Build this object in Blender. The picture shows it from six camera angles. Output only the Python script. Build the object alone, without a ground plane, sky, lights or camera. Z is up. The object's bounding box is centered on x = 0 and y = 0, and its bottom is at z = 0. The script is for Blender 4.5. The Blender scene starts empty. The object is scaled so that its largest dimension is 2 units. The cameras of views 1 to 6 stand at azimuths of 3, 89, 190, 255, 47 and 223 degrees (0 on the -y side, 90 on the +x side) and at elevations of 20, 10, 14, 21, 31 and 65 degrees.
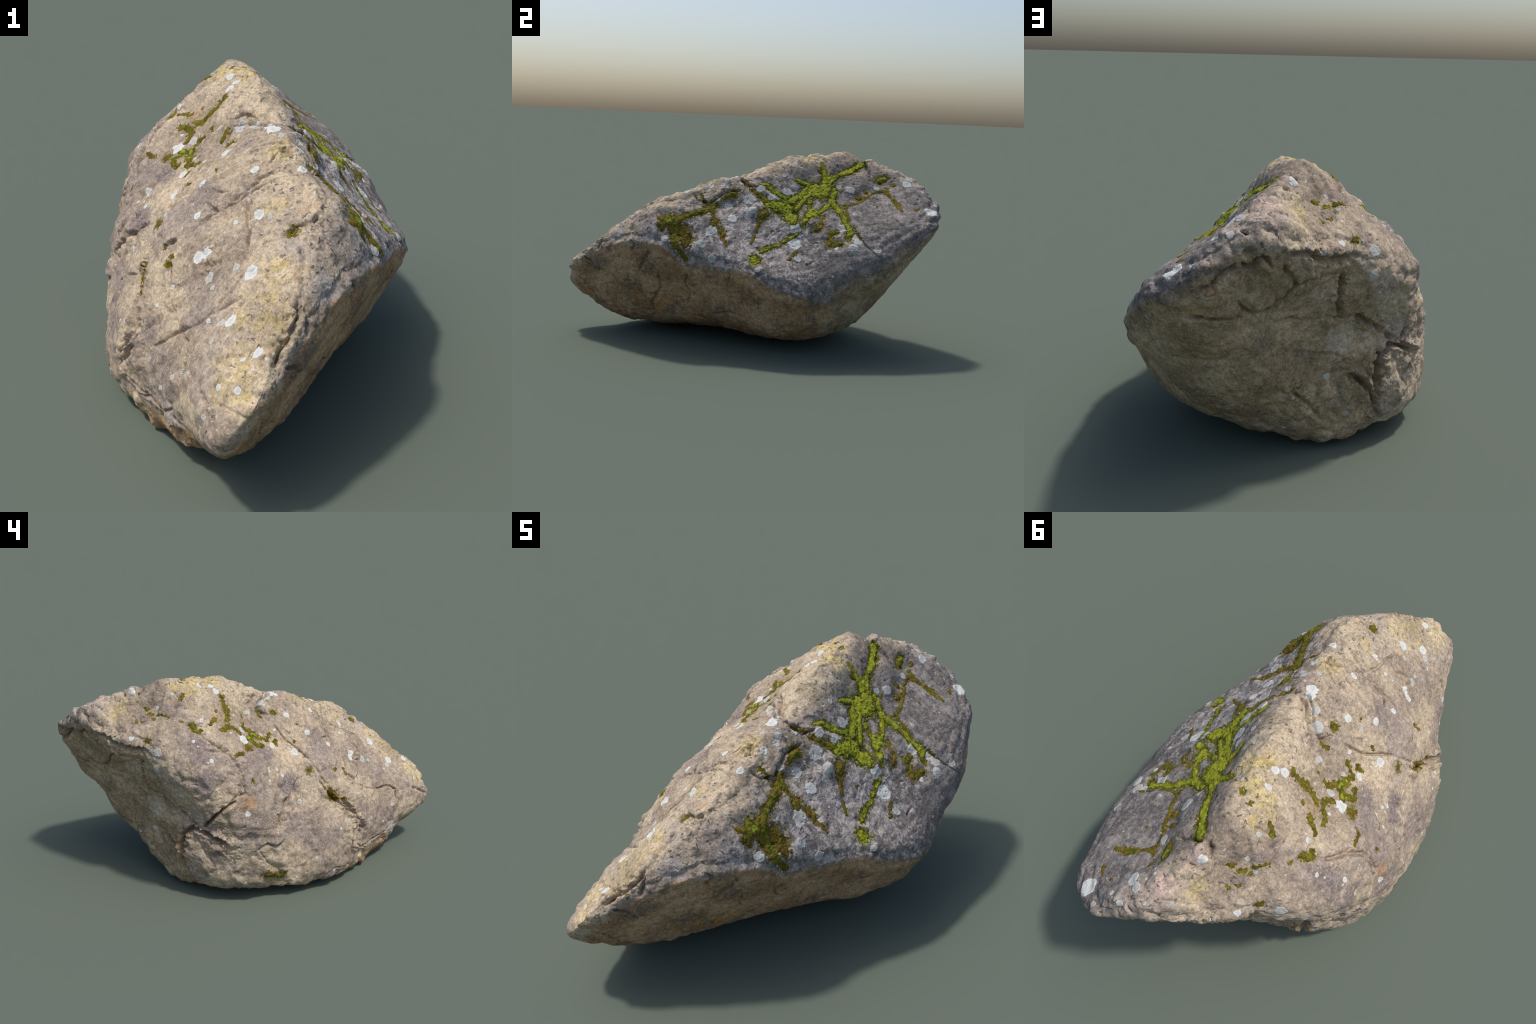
# A weathered, wedge-shaped mossy boulder.
#
# The stone is one body: a smooth form through a few dozen control points per face
# (found on crest, rims, shoulders and hollows), roughened with several scales of
# noise, then cut by cracks, seams and furrows.  Moss grows as real cushions along
# the cracks, lichen sits on the stone as thin separate crusts.
import bpy, math
import numpy as np

rng = np.random.default_rng(7)

FORM = {
    "weathered_west_face": [
        (-0.050, -0.976, 0.220), (-0.064, -0.977, 0.243), (-0.049, -0.993, 0.263), (-0.034, -0.995, 0.285),
        (-0.006, -0.975, 0.332), (0.034, -0.985, 0.351), (0.047, -0.980, 0.371), (0.059, -0.962, 0.392),
        (-0.045, -0.908, 0.362), (0.016, -0.883, 0.418), (-0.078, -0.845, 0.130), (-0.128, -0.795, 0.150),
        (-0.175, -0.778, 0.255), (-0.130, -0.844, 0.317), (-0.150, -0.763, 0.349), (-0.111, -0.810, 0.376),
        (0.003, -0.839, 0.438), (0.027, -0.790, 0.485), (-0.201, -0.651, 0.053), (-0.154, -0.739, 0.130),
        (-0.238, -0.672, 0.205), (-0.068, -0.742, 0.458), (-0.086, -0.670, 0.475), (0.133, -0.726, 0.586),
        (-0.292, -0.557, 0.130), (-0.269, -0.559, 0.304), (-0.194, -0.628, 0.355), (-0.165, -0.575, 0.442),
        (-0.104, -0.594, 0.500), (0.016, -0.642, 0.574), (-0.029, -0.596, 0.581), (-0.367, -0.466, 0.137),
        (-0.308, -0.546, 0.208), (-0.374, -0.453, 0.240), (-0.349, -0.504, 0.243), (-0.258, -0.495, 0.412),
        (-0.208, -0.537, 0.419), (-0.120, -0.526, 0.531), (-0.412, -0.389, 0.048), (-0.419, -0.385, 0.264),
        (-0.388, -0.384, 0.326), (-0.329, -0.406, 0.416), (-0.005, -0.441, 0.679), (-0.495, -0.262, 0.072),
        (-0.354, -0.336, 0.388), (-0.350, -0.302, 0.413), (-0.325, -0.341, 0.473), (-0.276, -0.291, 0.589),
        (-0.250, -0.329, 0.592), (-0.177, -0.345, 0.638), (-0.103, -0.340, 0.675), (-0.005, -0.343, 0.732),
        (-0.432, -0.248, 0.362), (-0.351, -0.206, 0.494), (-0.313, -0.197, 0.568), (-0.499, -0.141, 0.250),
        (-0.495, -0.061, 0.329), (-0.419, -0.104, 0.450), (-0.400, -0.054, 0.545), (-0.139, -0.125, 0.746),
        (-0.095, -0.131, 0.797), (-0.538, -0.045, 0.071), (-0.538, 0.005, 0.117), (-0.552, 0.050, 0.322),
        (-0.487, -0.028, 0.390), (-0.384, 0.029, 0.618), (-0.209, 0.039, 0.740), (-0.120, 0.025, 0.804),
        (-0.096, -0.000, 0.812), (-0.048, -0.002, 0.853), (-0.561, 0.105, 0.209), (-0.557, 0.139, 0.408),
        (-0.524, 0.104, 0.482), (-0.053, 0.083, 0.913), (-0.531, 0.247, 0.108), (-0.532, 0.228, 0.346),
        (-0.537, 0.250, 0.436), (-0.527, 0.189, 0.473), (-0.279, 0.205, 0.790), (-0.210, 0.157, 0.805),
        (-0.204, 0.234, 0.857), (-0.516, 0.272, 0.224), (-0.519, 0.336, 0.518), (-0.455, 0.304, 0.731),
        (-0.321, 0.426, 0.028), (-0.521, 0.368, 0.583), (-0.512, 0.376, 0.671), (-0.494, 0.426, 0.691),
        (-0.410, 0.407, 0.785), (-0.396, 0.363, 0.803), (-0.338, 0.404, 0.838), (-0.324, 0.353, 0.851),
        (-0.316, 0.383, 0.870), (-0.234, 0.399, 0.938), (-0.203, 0.405, 0.962), (-0.418, 0.522, 0.730),
        (-0.251, 0.538, 0.869), (-0.180, 0.606, 0.885), (-0.168, 0.592, 0.899), (-0.177, 0.565, 0.913),
        (-0.228, 0.679, 0.660), (-0.075, 0.772, 0.926), (-0.049, 0.892, 0.893), (0.114, 0.994, 0.757),
    ],
    "crest_and_shoulders": [
        (0.072, -0.910, 0.432), (0.123, -0.850, 0.468), (0.133, -0.787, 0.530), (0.160, -0.677, 0.625),
        (0.158, -0.645, 0.648), (0.222, -0.598, 0.650), (0.123, -0.576, 0.672), (0.214, -0.513, 0.733),
        (0.194, -0.453, 0.763), (0.149, -0.347, 0.794), (0.094, -0.322, 0.799), (-0.157, -0.238, 0.718),
        (-0.071, -0.173, 0.800), (0.105, -0.180, 0.865), (-0.257, -0.024, 0.685), (0.041, -0.036, 0.875),
        (-0.309, 0.062, 0.702), (-0.003, 0.067, 0.934), (-0.000, 0.203, 0.994), (-0.298, 0.365, 0.878),
        (-0.172, 0.459, 0.997), (-0.133, 0.505, 1.017), (-0.088, 0.493, 1.021), (-0.110, 0.480, 1.022),
        (-0.107, 0.570, 0.983), (-0.214, 0.651, 0.846), (-0.076, 0.735, 0.954), (-0.085, 0.700, 0.967),
        (-0.093, 0.658, 0.974), (-0.048, 0.790, 0.936), (0.036, 0.914, 0.857), (0.074, 0.959, 0.812),
    ],
    "dark_east_face": [
        (0.141, -0.843, 0.419), (0.252, -0.678, 0.515), (0.251, -0.611, 0.595), (0.324, -0.507, 0.620),
        (0.392, -0.417, 0.534), (0.396, -0.393, 0.542), (0.377, -0.430, 0.559), (0.318, -0.380, 0.654),
        (0.263, -0.427, 0.721), (0.352, -0.347, 0.583), (0.207, -0.258, 0.739), (0.150, -0.251, 0.816),
        (0.426, -0.177, 0.508), (0.323, -0.199, 0.615), (0.217, -0.165, 0.720), (0.140, -0.159, 0.834),
        (0.227, -0.092, 0.726), (0.194, -0.107, 0.790), (0.133, -0.128, 0.860), (0.514, 0.050, 0.438),
        (0.481, -0.032, 0.459), (0.443, 0.050, 0.500), (0.353, 0.029, 0.585), (0.288, -0.034, 0.668),
        (0.270, 0.011, 0.727), (0.222, 0.024, 0.756), (0.127, -0.037, 0.846), (0.095, 0.034, 0.902),
        (0.531, 0.141, 0.422), (0.557, 0.248, 0.346), (0.433, 0.226, 0.508), (0.383, 0.161, 0.560),
        (0.364, 0.225, 0.580), (0.266, 0.150, 0.691), (0.246, 0.231, 0.705), (0.220, 0.184, 0.737),
        (0.131, 0.248, 0.817), (0.038, 0.237, 0.974), (0.305, 0.281, 0.679), (0.088, 0.313, 0.856),
        (0.064, 0.305, 0.899), (0.522, 0.393, 0.390), (0.364, 0.374, 0.589), (0.299, 0.368, 0.660),
        (-0.020, 0.426, 0.989), (0.475, 0.506, 0.471), (0.434, 0.533, 0.545), (0.410, 0.508, 0.578),
        (0.347, 0.502, 0.617), (0.129, 0.530, 0.794), (0.105, 0.505, 0.836), (-0.001, 0.540, 0.922),
        (-0.020, 0.533, 0.940), (0.398, 0.620, 0.565), (0.350, 0.650, 0.629), (0.172, 0.594, 0.760),
        (0.090, 0.607, 0.822), (0.433, 0.668, 0.510), (0.060, 0.670, 0.846), (0.388, 0.755, 0.551),
        (0.370, 0.778, 0.578), (0.341, 0.810, 0.620), (0.268, 0.788, 0.703), (0.288, 0.910, 0.665),
        (0.246, 0.955, 0.678), (0.184, 0.979, 0.714),
    ],
    "north_overhang": [
        (-0.515, 0.316, 0.133), (-0.477, 0.342, 0.391), (-0.461, 0.384, 0.165), (-0.395, 0.450, 0.448),
        (-0.240, 0.522, 0.119), (-0.356, 0.464, 0.145), (-0.232, 0.539, 0.161), (-0.425, 0.453, 0.233),
        (-0.356, 0.486, 0.272), (0.451, 0.454, 0.296), (-0.287, 0.528, 0.315), (-0.316, 0.533, 0.500),
        (-0.143, 0.580, 0.118), (-0.042, 0.601, 0.135), (-0.071, 0.634, 0.211), (0.316, 0.573, 0.234),
        (0.374, 0.554, 0.300), (-0.176, 0.615, 0.366), (-0.261, 0.578, 0.392), (-0.332, 0.560, 0.561),
        (-0.278, 0.628, 0.686), (-0.370, 0.582, 0.728), (-0.308, 0.624, 0.741), (0.070, 0.726, 0.268),
        (-0.102, 0.687, 0.311), (-0.030, 0.745, 0.326), (-0.122, 0.676, 0.420), (0.391, 0.721, 0.440),
        (0.404, 0.743, 0.500), (-0.134, 0.706, 0.535), (-0.217, 0.673, 0.633), (-0.205, 0.745, 0.679),
        (-0.218, 0.738, 0.691), (-0.278, 0.687, 0.785), (0.122, 0.780, 0.377), (-0.030, 0.764, 0.383),
        (0.055, 0.796, 0.420), (-0.000, 0.813, 0.473), (0.258, 0.834, 0.500), (0.306, 0.804, 0.500),
        (-0.010, 0.816, 0.540), (-0.078, 0.787, 0.606), (-0.138, 0.761, 0.660), (-0.119, 0.816, 0.727),
        (-0.135, 0.828, 0.843), (0.070, 0.880, 0.500), (0.096, 0.904, 0.530), (0.248, 0.888, 0.565),
        (0.012, 0.871, 0.603), (0.102, 0.926, 0.611), (-0.032, 0.882, 0.747), (0.081, 0.965, 0.707),
        (0.162, 0.994, 0.715),
    ],
    "south_tip_and_underside": [
        (0.035, -0.959, 0.314), (-0.020, -0.925, 0.187), (0.033, -0.869, 0.205), (0.070, -0.875, 0.270),
        (0.145, -0.797, 0.357), (0.155, -0.809, 0.371), (0.162, -0.744, 0.333), (0.208, -0.555, 0.250),
        (0.268, -0.596, 0.410), (0.124, -0.536, 0.102), (0.281, -0.480, 0.313), (0.381, -0.377, 0.460),
        (0.270, -0.308, 0.193), (0.295, -0.297, 0.237), (0.387, -0.324, 0.476), (0.403, -0.339, 0.508),
        (0.309, -0.188, 0.160), (0.367, -0.232, 0.339), (0.325, -0.058, 0.137), (0.404, -0.072, 0.287),
        (0.450, 0.050, 0.275), (0.472, -0.032, 0.384), (0.393, 0.091, 0.114), (0.422, 0.069, 0.192),
        (0.442, 0.292, 0.130), (0.493, 0.272, 0.190), (0.549, 0.320, 0.303), (0.429, 0.498, 0.316),
        (0.427, 0.661, 0.410),
    ],
    "belly": [
        (-0.062, -0.900, 0.174), (-0.049, -0.806, 0.100), (-0.130, -0.693, 0.053), (0.022, -0.703, 0.081),
        (-0.197, -0.595, 0.024), (-0.020, -0.632, 0.049), (-0.303, -0.500, 0.013), (0.067, -0.496, 0.065),
        (-0.332, -0.440, 0.007), (-0.262, -0.305, -0.000), (0.203, -0.340, 0.119), (0.091, -0.247, 0.069),
        (-0.305, -0.145, -0.000), (-0.039, -0.132, 0.020), (0.158, -0.127, 0.076), (-0.232, 0.008, -0.000),
        (-0.079, -0.009, 0.008), (0.037, -0.038, 0.029), (-0.482, -0.020, 0.042), (0.151, 0.031, 0.044),
        (-0.121, 0.110, 0.001), (-0.306, 0.116, 0.001), (0.158, 0.148, 0.026), (-0.491, 0.096, 0.060),
        (-0.020, 0.183, 0.002), (-0.351, 0.245, 0.012), (0.389, 0.154, 0.094), (-0.186, 0.251, -0.000),
        (-0.485, 0.278, 0.067), (0.352, 0.385, 0.097), (-0.279, 0.458, 0.022), (-0.234, 0.485, 0.023),
        (-0.124, 0.504, 0.029), (0.061, 0.470, 0.036), (0.130, 0.540, 0.106), (0.207, 0.573, 0.137),
    ],
}

# cracks, seams and ledges: (kind, half width, depth, points along the line)
CRACKS = [
    ("crack", 0.0056, 0.015, [(-0.090, 0.776, 0.605), (-0.115, 0.765, 0.633), (-0.153, 0.762, 0.673), (-0.191, 0.756, 0.690), (-0.235, 0.707, 0.697), (-0.279, 0.627, 0.686)]),
    ("crack", 0.0061, 0.015, [(-0.153, 0.762, 0.673), (-0.148, 0.779, 0.696), (-0.126, 0.813, 0.732), (-0.125, 0.822, 0.748)]),
    ("crack", 0.0052, 0.010, [(0.002, 0.883, 0.644), (-0.012, 0.854, 0.612), (-0.035, 0.822, 0.593), (-0.060, 0.798, 0.592), (-0.086, 0.780, 0.607), (-0.104, 0.775, 0.631)]),
    ("seam", 0.0072, 0.028, [(-0.009, 0.913, 0.777), (-0.016, 0.904, 0.764), (-0.032, 0.886, 0.755), (-0.044, 0.880, 0.763), (-0.053, 0.883, 0.778), (-0.079, 0.868, 0.778), (-0.087, 0.851, 0.752)]),
    ("crack", 0.0051, 0.009, [(-0.087, 0.752, 0.546), (-0.128, 0.718, 0.551), (-0.197, 0.656, 0.528), (-0.237, 0.626, 0.532), (-0.281, 0.574, 0.519), (-0.322, 0.537, 0.518)]),
    ("furrow", 0.0123, 0.028, [(-0.322, 0.537, 0.518), (-0.361, 0.496, 0.484), (-0.405, 0.437, 0.438)]),
    ("seam", 0.0112, 0.015, [(-0.405, 0.437, 0.438), (-0.432, 0.407, 0.403), (-0.468, 0.359, 0.369)]),
    ("seam", 0.0097, 0.018, [(-0.279, 0.627, 0.686), (-0.271, 0.621, 0.627), (-0.268, 0.610, 0.567), (-0.276, 0.584, 0.529)]),
    ("crack", 0.0068, 0.006, [(-0.159, 0.641, 0.412), (-0.214, 0.602, 0.395), (-0.261, 0.576, 0.389), (-0.293, 0.531, 0.359)]),
    ("seam", 0.0096, 0.021, [(-0.300, 0.518, 0.295), (-0.329, 0.501, 0.285), (-0.377, 0.474, 0.228), (-0.394, 0.444, 0.160), (-0.410, 0.378, 0.080)]),
    ("crack", 0.0060, 0.030, [(-0.461, 0.368, 0.386), (-0.470, 0.358, 0.409), (-0.507, 0.329, 0.455), (-0.525, 0.290, 0.498), (-0.522, 0.235, 0.531)]),
    ("seam", 0.0071, 0.008, [(-0.461, 0.203, 0.656), (-0.484, 0.199, 0.614), (-0.511, 0.214, 0.562)]),
    ("seam", 0.0079, 0.020, [(-0.380, 0.344, 0.807), (-0.395, 0.315, 0.783), (-0.405, 0.285, 0.761), (-0.413, 0.255, 0.741), (-0.428, 0.232, 0.717), (-0.440, 0.209, 0.690), (-0.454, 0.192, 0.659)]),
    ("crack", 0.0050, 0.012, [(-0.422, 0.260, 0.737), (-0.442, 0.222, 0.697), (-0.456, 0.191, 0.655), (-0.486, 0.198, 0.609), (-0.509, 0.212, 0.566), (-0.526, 0.283, 0.508)]),
    ("crack", 0.0069, 0.012, [(-0.356, -0.127, 0.556), (-0.413, -0.079, 0.508), (-0.452, -0.037, 0.482), (-0.486, -0.006, 0.430), (-0.506, 0.017, 0.408), (-0.515, 0.010, 0.374)]),
    ("seam", 0.0082, 0.022, [(-0.331, -0.244, 0.507), (-0.341, -0.276, 0.465), (-0.343, -0.310, 0.424), (-0.349, -0.353, 0.393), (-0.359, -0.384, 0.364), (-0.362, -0.424, 0.327), (-0.365, -0.451, 0.280)]),
    ("crack", 0.0055, 0.020, [(-0.365, -0.451, 0.280), (-0.397, -0.420, 0.248), (-0.415, -0.406, 0.212), (-0.418, -0.407, 0.174), (-0.416, -0.406, 0.122)]),
    ("crack", 0.0048, 0.018, [(-0.413, -0.415, 0.165), (-0.333, -0.507, 0.141), (-0.280, -0.579, 0.144), (-0.234, -0.659, 0.156), (-0.205, -0.720, 0.194)]),
    ("crack", 0.0065, 0.012, [(-0.250, -0.407, 0.515), (-0.249, -0.428, 0.498), (-0.240, -0.467, 0.471)]),
    ("crack", 0.0040, 0.005, [(-0.185, -0.621, 0.379), (-0.147, -0.652, 0.418), (-0.128, -0.661, 0.440)]),
    ("crack", 0.0046, 0.008, [(-0.426, -0.386, 0.083), (-0.482, -0.296, 0.103), (-0.500, -0.234, 0.080)]),
    ("crack", 0.0043, 0.008, [(-0.552, 0.129, 0.287), (-0.556, 0.103, 0.248), (-0.557, 0.071, 0.202)]),
    ("crack", 0.0040, 0.009, [(-0.279, -0.546, 0.305), (-0.229, -0.580, 0.345), (-0.191, -0.606, 0.381), (-0.133, -0.661, 0.433), (-0.087, -0.676, 0.471), (-0.050, -0.690, 0.499), (-0.010, -0.692, 0.525)]),
    ("crack", 0.0061, 0.015, [(-0.246, -0.405, 0.521), (-0.239, -0.447, 0.490), (-0.238, -0.475, 0.465)]),
    ("crack", 0.0040, 0.006, [(-0.238, -0.475, 0.465), (-0.238, -0.493, 0.440), (-0.210, -0.554, 0.402), (-0.191, -0.606, 0.381)]),
    ("crack", 0.0041, 0.010, [(-0.349, -0.251, 0.463), (-0.348, -0.295, 0.425), (-0.349, -0.349, 0.393), (-0.354, -0.410, 0.355), (-0.360, -0.440, 0.310)]),
    ("seam", 0.0100, 0.020, [(-0.360, -0.440, 0.310), (-0.369, -0.457, 0.260), (-0.404, -0.424, 0.193)]),
    ("crack", 0.0045, 0.015, [(-0.404, -0.424, 0.193), (-0.375, -0.458, 0.151), (-0.331, -0.507, 0.128), (-0.278, -0.582, 0.142)]),
    ("furrow", 0.0151, 0.030, [(-0.215, -0.664, 0.110), (-0.188, -0.702, 0.127), (-0.159, -0.734, 0.131)]),
    ("crack", 0.0040, 0.012, [(-0.104, -0.869, 0.335), (-0.090, -0.906, 0.319), (-0.079, -0.939, 0.298), (-0.062, -0.975, 0.271)]),
    ("crack", 0.0040, 0.006, [(-0.085, -0.910, 0.322), (-0.050, -0.933, 0.338), (-0.023, -0.959, 0.336), (0.013, -0.979, 0.328)]),
    ("seam", 0.0099, 0.012, [(-0.131, -0.503, 0.540), (-0.104, -0.525, 0.553), (-0.072, -0.546, 0.574)]),
    ("crack", 0.0051, 0.018, [(0.141, -0.014, 0.838), (0.104, -0.058, 0.864), (0.050, -0.074, 0.869), (0.007, -0.047, 0.866), (-0.024, -0.013, 0.868), (-0.061, 0.015, 0.854), (-0.087, 0.013, 0.828), (-0.097, -0.035, 0.804)]),
    ("crack", 0.0040, 0.010, [(-0.002, -0.368, 0.720), (0.002, -0.406, 0.703), (-0.005, -0.442, 0.679), (0.005, -0.497, 0.657), (0.003, -0.532, 0.638), (0.006, -0.575, 0.615)]),
    ("crack", 0.0046, 0.010, [(-0.002, -0.363, 0.722), (0.029, -0.365, 0.742), (0.067, -0.371, 0.764), (0.097, -0.373, 0.776)]),
    ("seam", 0.0102, 0.012, [(0.091, -0.252, 0.829), (0.114, -0.254, 0.830), (0.130, -0.271, 0.820)]),
    ("crack", 0.0068, 0.010, [(-0.428, 0.344, 0.759), (-0.420, 0.238, 0.727)]),
    ("crack", 0.0049, 0.010, [(0.115, -0.571, 0.672), (0.143, -0.562, 0.690), (0.171, -0.568, 0.696)]),
    ("crack", 0.0063, 0.016, [(0.181, -0.566, 0.699), (0.199, -0.547, 0.712)]),
    ("crack", 0.0040, 0.010, [(0.142, -0.274, 0.814), (0.096, -0.224, 0.847), (0.064, -0.211, 0.843), (0.025, -0.196, 0.834)]),
    ("crack", 0.0040, 0.008, [(0.101, -0.250, 0.833), (0.078, -0.262, 0.823), (0.056, -0.294, 0.803)]),
    ("crack", 0.0060, 0.010, [(0.083, -0.342, 0.786), (0.035, -0.338, 0.764), (-0.014, -0.348, 0.723), (-0.061, -0.355, 0.692), (-0.105, -0.366, 0.659), (-0.144, -0.368, 0.641)]),
    ("crack", 0.0053, 0.014, [(-0.005, -0.382, 0.711), (-0.004, -0.450, 0.675), (0.001, -0.495, 0.656)]),
    ("crack", 0.0040, 0.007, [(-0.067, -0.317, 0.715), (-0.110, -0.291, 0.705), (-0.137, -0.256, 0.716)]),
    ("crack", 0.0045, 0.009, [(-0.056, -0.515, 0.608), (-0.076, -0.539, 0.575), (-0.112, -0.538, 0.530), (-0.137, -0.496, 0.541)]),
    ("crack", 0.0066, 0.016, [(-0.228, -0.370, 0.576), (-0.268, -0.342, 0.546)]),
    ("crack", 0.0040, 0.007, [(-0.001, -0.629, 0.573), (-0.038, -0.657, 0.527), (-0.087, -0.673, 0.472), (-0.147, -0.654, 0.417)]),
    ("crack", 0.0055, 0.016, [(0.098, -0.054, 0.866), (0.036, -0.042, 0.873), (-0.009, 0.006, 0.889), (-0.035, 0.031, 0.890), (-0.067, 0.049, 0.874), (-0.097, 0.079, 0.863)]),
    ("crack", 0.0048, 0.014, [(0.157, 0.032, 0.832), (0.152, -0.035, 0.830), (0.113, -0.064, 0.859)]),
    ("crack", 0.0050, 0.012, [(0.178, -0.065, 0.809), (0.180, -0.141, 0.798), (0.204, -0.221, 0.737), (0.197, -0.284, 0.755), (0.172, -0.305, 0.786)]),
    ("seam", 0.0112, 0.030, [(-0.343, -0.358, 0.411), (-0.353, -0.420, 0.347), (-0.356, -0.491, 0.237)]),
    ("crack", 0.0057, 0.008, [(-0.155, -0.114, 0.738), (-0.172, -0.133, 0.722)]),
    ("crack", 0.0060, 0.018, [(-0.088, 0.595, 0.980), (-0.113, 0.598, 0.975), (-0.126, 0.620, 0.958)]),
    ("crack", 0.0040, 0.010, [(-0.074, 0.682, 0.966), (-0.097, 0.683, 0.963), (-0.116, 0.677, 0.947)]),
    ("crack", 0.0040, 0.014, [(0.019, 0.637, 0.902), (-0.028, 0.615, 0.941), (-0.071, 0.606, 0.974)]),
    ("crack", 0.0040, 0.015, [(-0.007, 0.909, 0.865), (-0.028, 0.913, 0.854)]),
    ("crack", 0.0040, 0.012, [(-0.179, 0.455, 0.990), (-0.202, 0.447, 0.967), (-0.219, 0.439, 0.951)]),
    ("crack", 0.0040, 0.009, [(0.308, 0.523, 0.660), (0.343, 0.540, 0.627), (0.396, 0.579, 0.580), (0.416, 0.621, 0.547), (0.434, 0.658, 0.513)]),
    ("crack", 0.0046, 0.008, [(0.465, 0.276, 0.480), (0.451, 0.313, 0.497)]),
    ("seam", 0.0074, 0.012, [(0.293, -0.610, 0.544), (0.303, -0.598, 0.519), (0.287, -0.610, 0.484)]),
    ("crack", 0.0064, 0.010, [(0.352, -0.497, 0.505), (0.313, -0.538, 0.455), (0.285, -0.562, 0.411), (0.260, -0.576, 0.368)]),
    ("crack", 0.0040, 0.005, [(0.189, -0.677, 0.317), (0.218, -0.619, 0.314), (0.209, -0.576, 0.265), (0.202, -0.534, 0.215)]),
    ("crack", 0.0040, 0.006, [(0.461, -0.093, 0.417), (0.433, -0.107, 0.364), (0.421, -0.107, 0.341)]),
    ("crack", 0.0050, 0.010, [(0.114, -0.888, 0.416), (0.137, -0.850, 0.399), (0.142, -0.800, 0.353)]),
    ("crack", 0.0046, 0.008, [(0.058, -0.921, 0.298), (0.049, -0.867, 0.224), (0.044, -0.824, 0.179)]),
    ("crack", 0.0045, 0.007, [(0.045, -0.756, 0.124), (0.094, -0.680, 0.133), (0.131, -0.597, 0.134), (0.117, -0.543, 0.099)]),
    ("seam", 0.0077, 0.018, [(0.144, -0.768, 0.546), (0.151, -0.785, 0.526), (0.134, -0.816, 0.498), (0.124, -0.842, 0.475), (0.103, -0.864, 0.459), (0.091, -0.904, 0.430)]),
    ("crack", 0.0050, 0.010, [(0.158, -0.774, 0.533), (0.165, -0.791, 0.502), (0.165, -0.806, 0.470)]),
    ("seam", 0.0111, 0.034, [(-0.390, 0.463, 0.206), (-0.393, 0.464, 0.283), (-0.403, 0.447, 0.344), (-0.428, 0.417, 0.381), (-0.460, 0.374, 0.369), (-0.479, 0.345, 0.352), (-0.503, 0.304, 0.329), (-0.526, 0.253, 0.301)]),
    ("seam", 0.0101, 0.018, [(-0.128, 0.835, 0.783), (-0.179, 0.787, 0.782), (-0.232, 0.729, 0.748), (-0.280, 0.664, 0.747), (-0.328, 0.608, 0.741)]),
    ("seam", 0.0082, 0.012, [(-0.079, 0.681, 0.271), (-0.132, 0.637, 0.260), (-0.177, 0.588, 0.208), (-0.215, 0.540, 0.128)]),
    ("crack", 0.0051, 0.012, [(0.188, 0.947, 0.608), (0.115, 0.928, 0.599), (0.064, 0.901, 0.588), (0.002, 0.854, 0.587)]),
    ("crack", 0.0042, 0.012, [(-0.137, -0.050, 0.770), (-0.209, -0.096, 0.704), (-0.263, -0.190, 0.630), (-0.323, -0.275, 0.506)]),
    ("crack", 0.0040, 0.012, [(-0.361, 0.358, 0.818), (-0.403, 0.315, 0.776), (-0.423, 0.236, 0.724), (-0.458, 0.196, 0.655)]),
    ("crack", 0.0040, 0.010, [(-0.463, 0.186, 0.641), (-0.501, 0.180, 0.562), (-0.516, 0.226, 0.555)]),
    ("crack", 0.0040, 0.010, [(-0.461, 0.025, 0.520), (-0.493, 0.033, 0.469), (-0.503, 0.017, 0.416)]),
    ("crack", 0.0040, 0.012, [(-0.191, -0.606, 0.381), (-0.156, -0.687, 0.384), (-0.153, -0.743, 0.356), (-0.175, -0.741, 0.307)]),
    ("crack", 0.0040, 0.010, [(-0.139, -0.308, 0.678), (-0.095, -0.363, 0.666), (-0.032, -0.370, 0.700), (-0.002, -0.363, 0.722)]),
    ("crack", 0.0051, 0.014, [(-0.551, 0.137, 0.287), (-0.554, 0.081, 0.306), (-0.540, 0.024, 0.293), (-0.526, -0.006, 0.311)]),
    ("crack", 0.0040, 0.010, [(-0.381, -0.250, 0.421), (-0.433, -0.187, 0.392), (-0.466, -0.160, 0.343)]),
    ("seam", 0.0082, 0.018, [(0.139, 0.981, 0.690), (0.064, 0.958, 0.710), (0.026, 0.942, 0.748), (-0.007, 0.914, 0.773)]),
    ("crack", 0.0051, 0.008, [(0.038, -0.915, 0.254), (0.073, -0.846, 0.241), (0.078, -0.795, 0.199)]),
    ("crack", 0.0054, 0.009, [(0.315, -0.468, 0.383), (0.284, -0.455, 0.302), (0.205, -0.511, 0.206), (0.153, -0.495, 0.121)]),
    ("crack", 0.0047, 0.008, [(0.371, -0.312, 0.396), (0.341, -0.329, 0.341), (0.326, -0.298, 0.297), (0.282, -0.310, 0.221)]),
    ("crack", 0.0042, 0.007, [(0.327, -0.179, 0.183), (0.362, -0.099, 0.206), (0.403, 0.032, 0.179)]),
]

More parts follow.
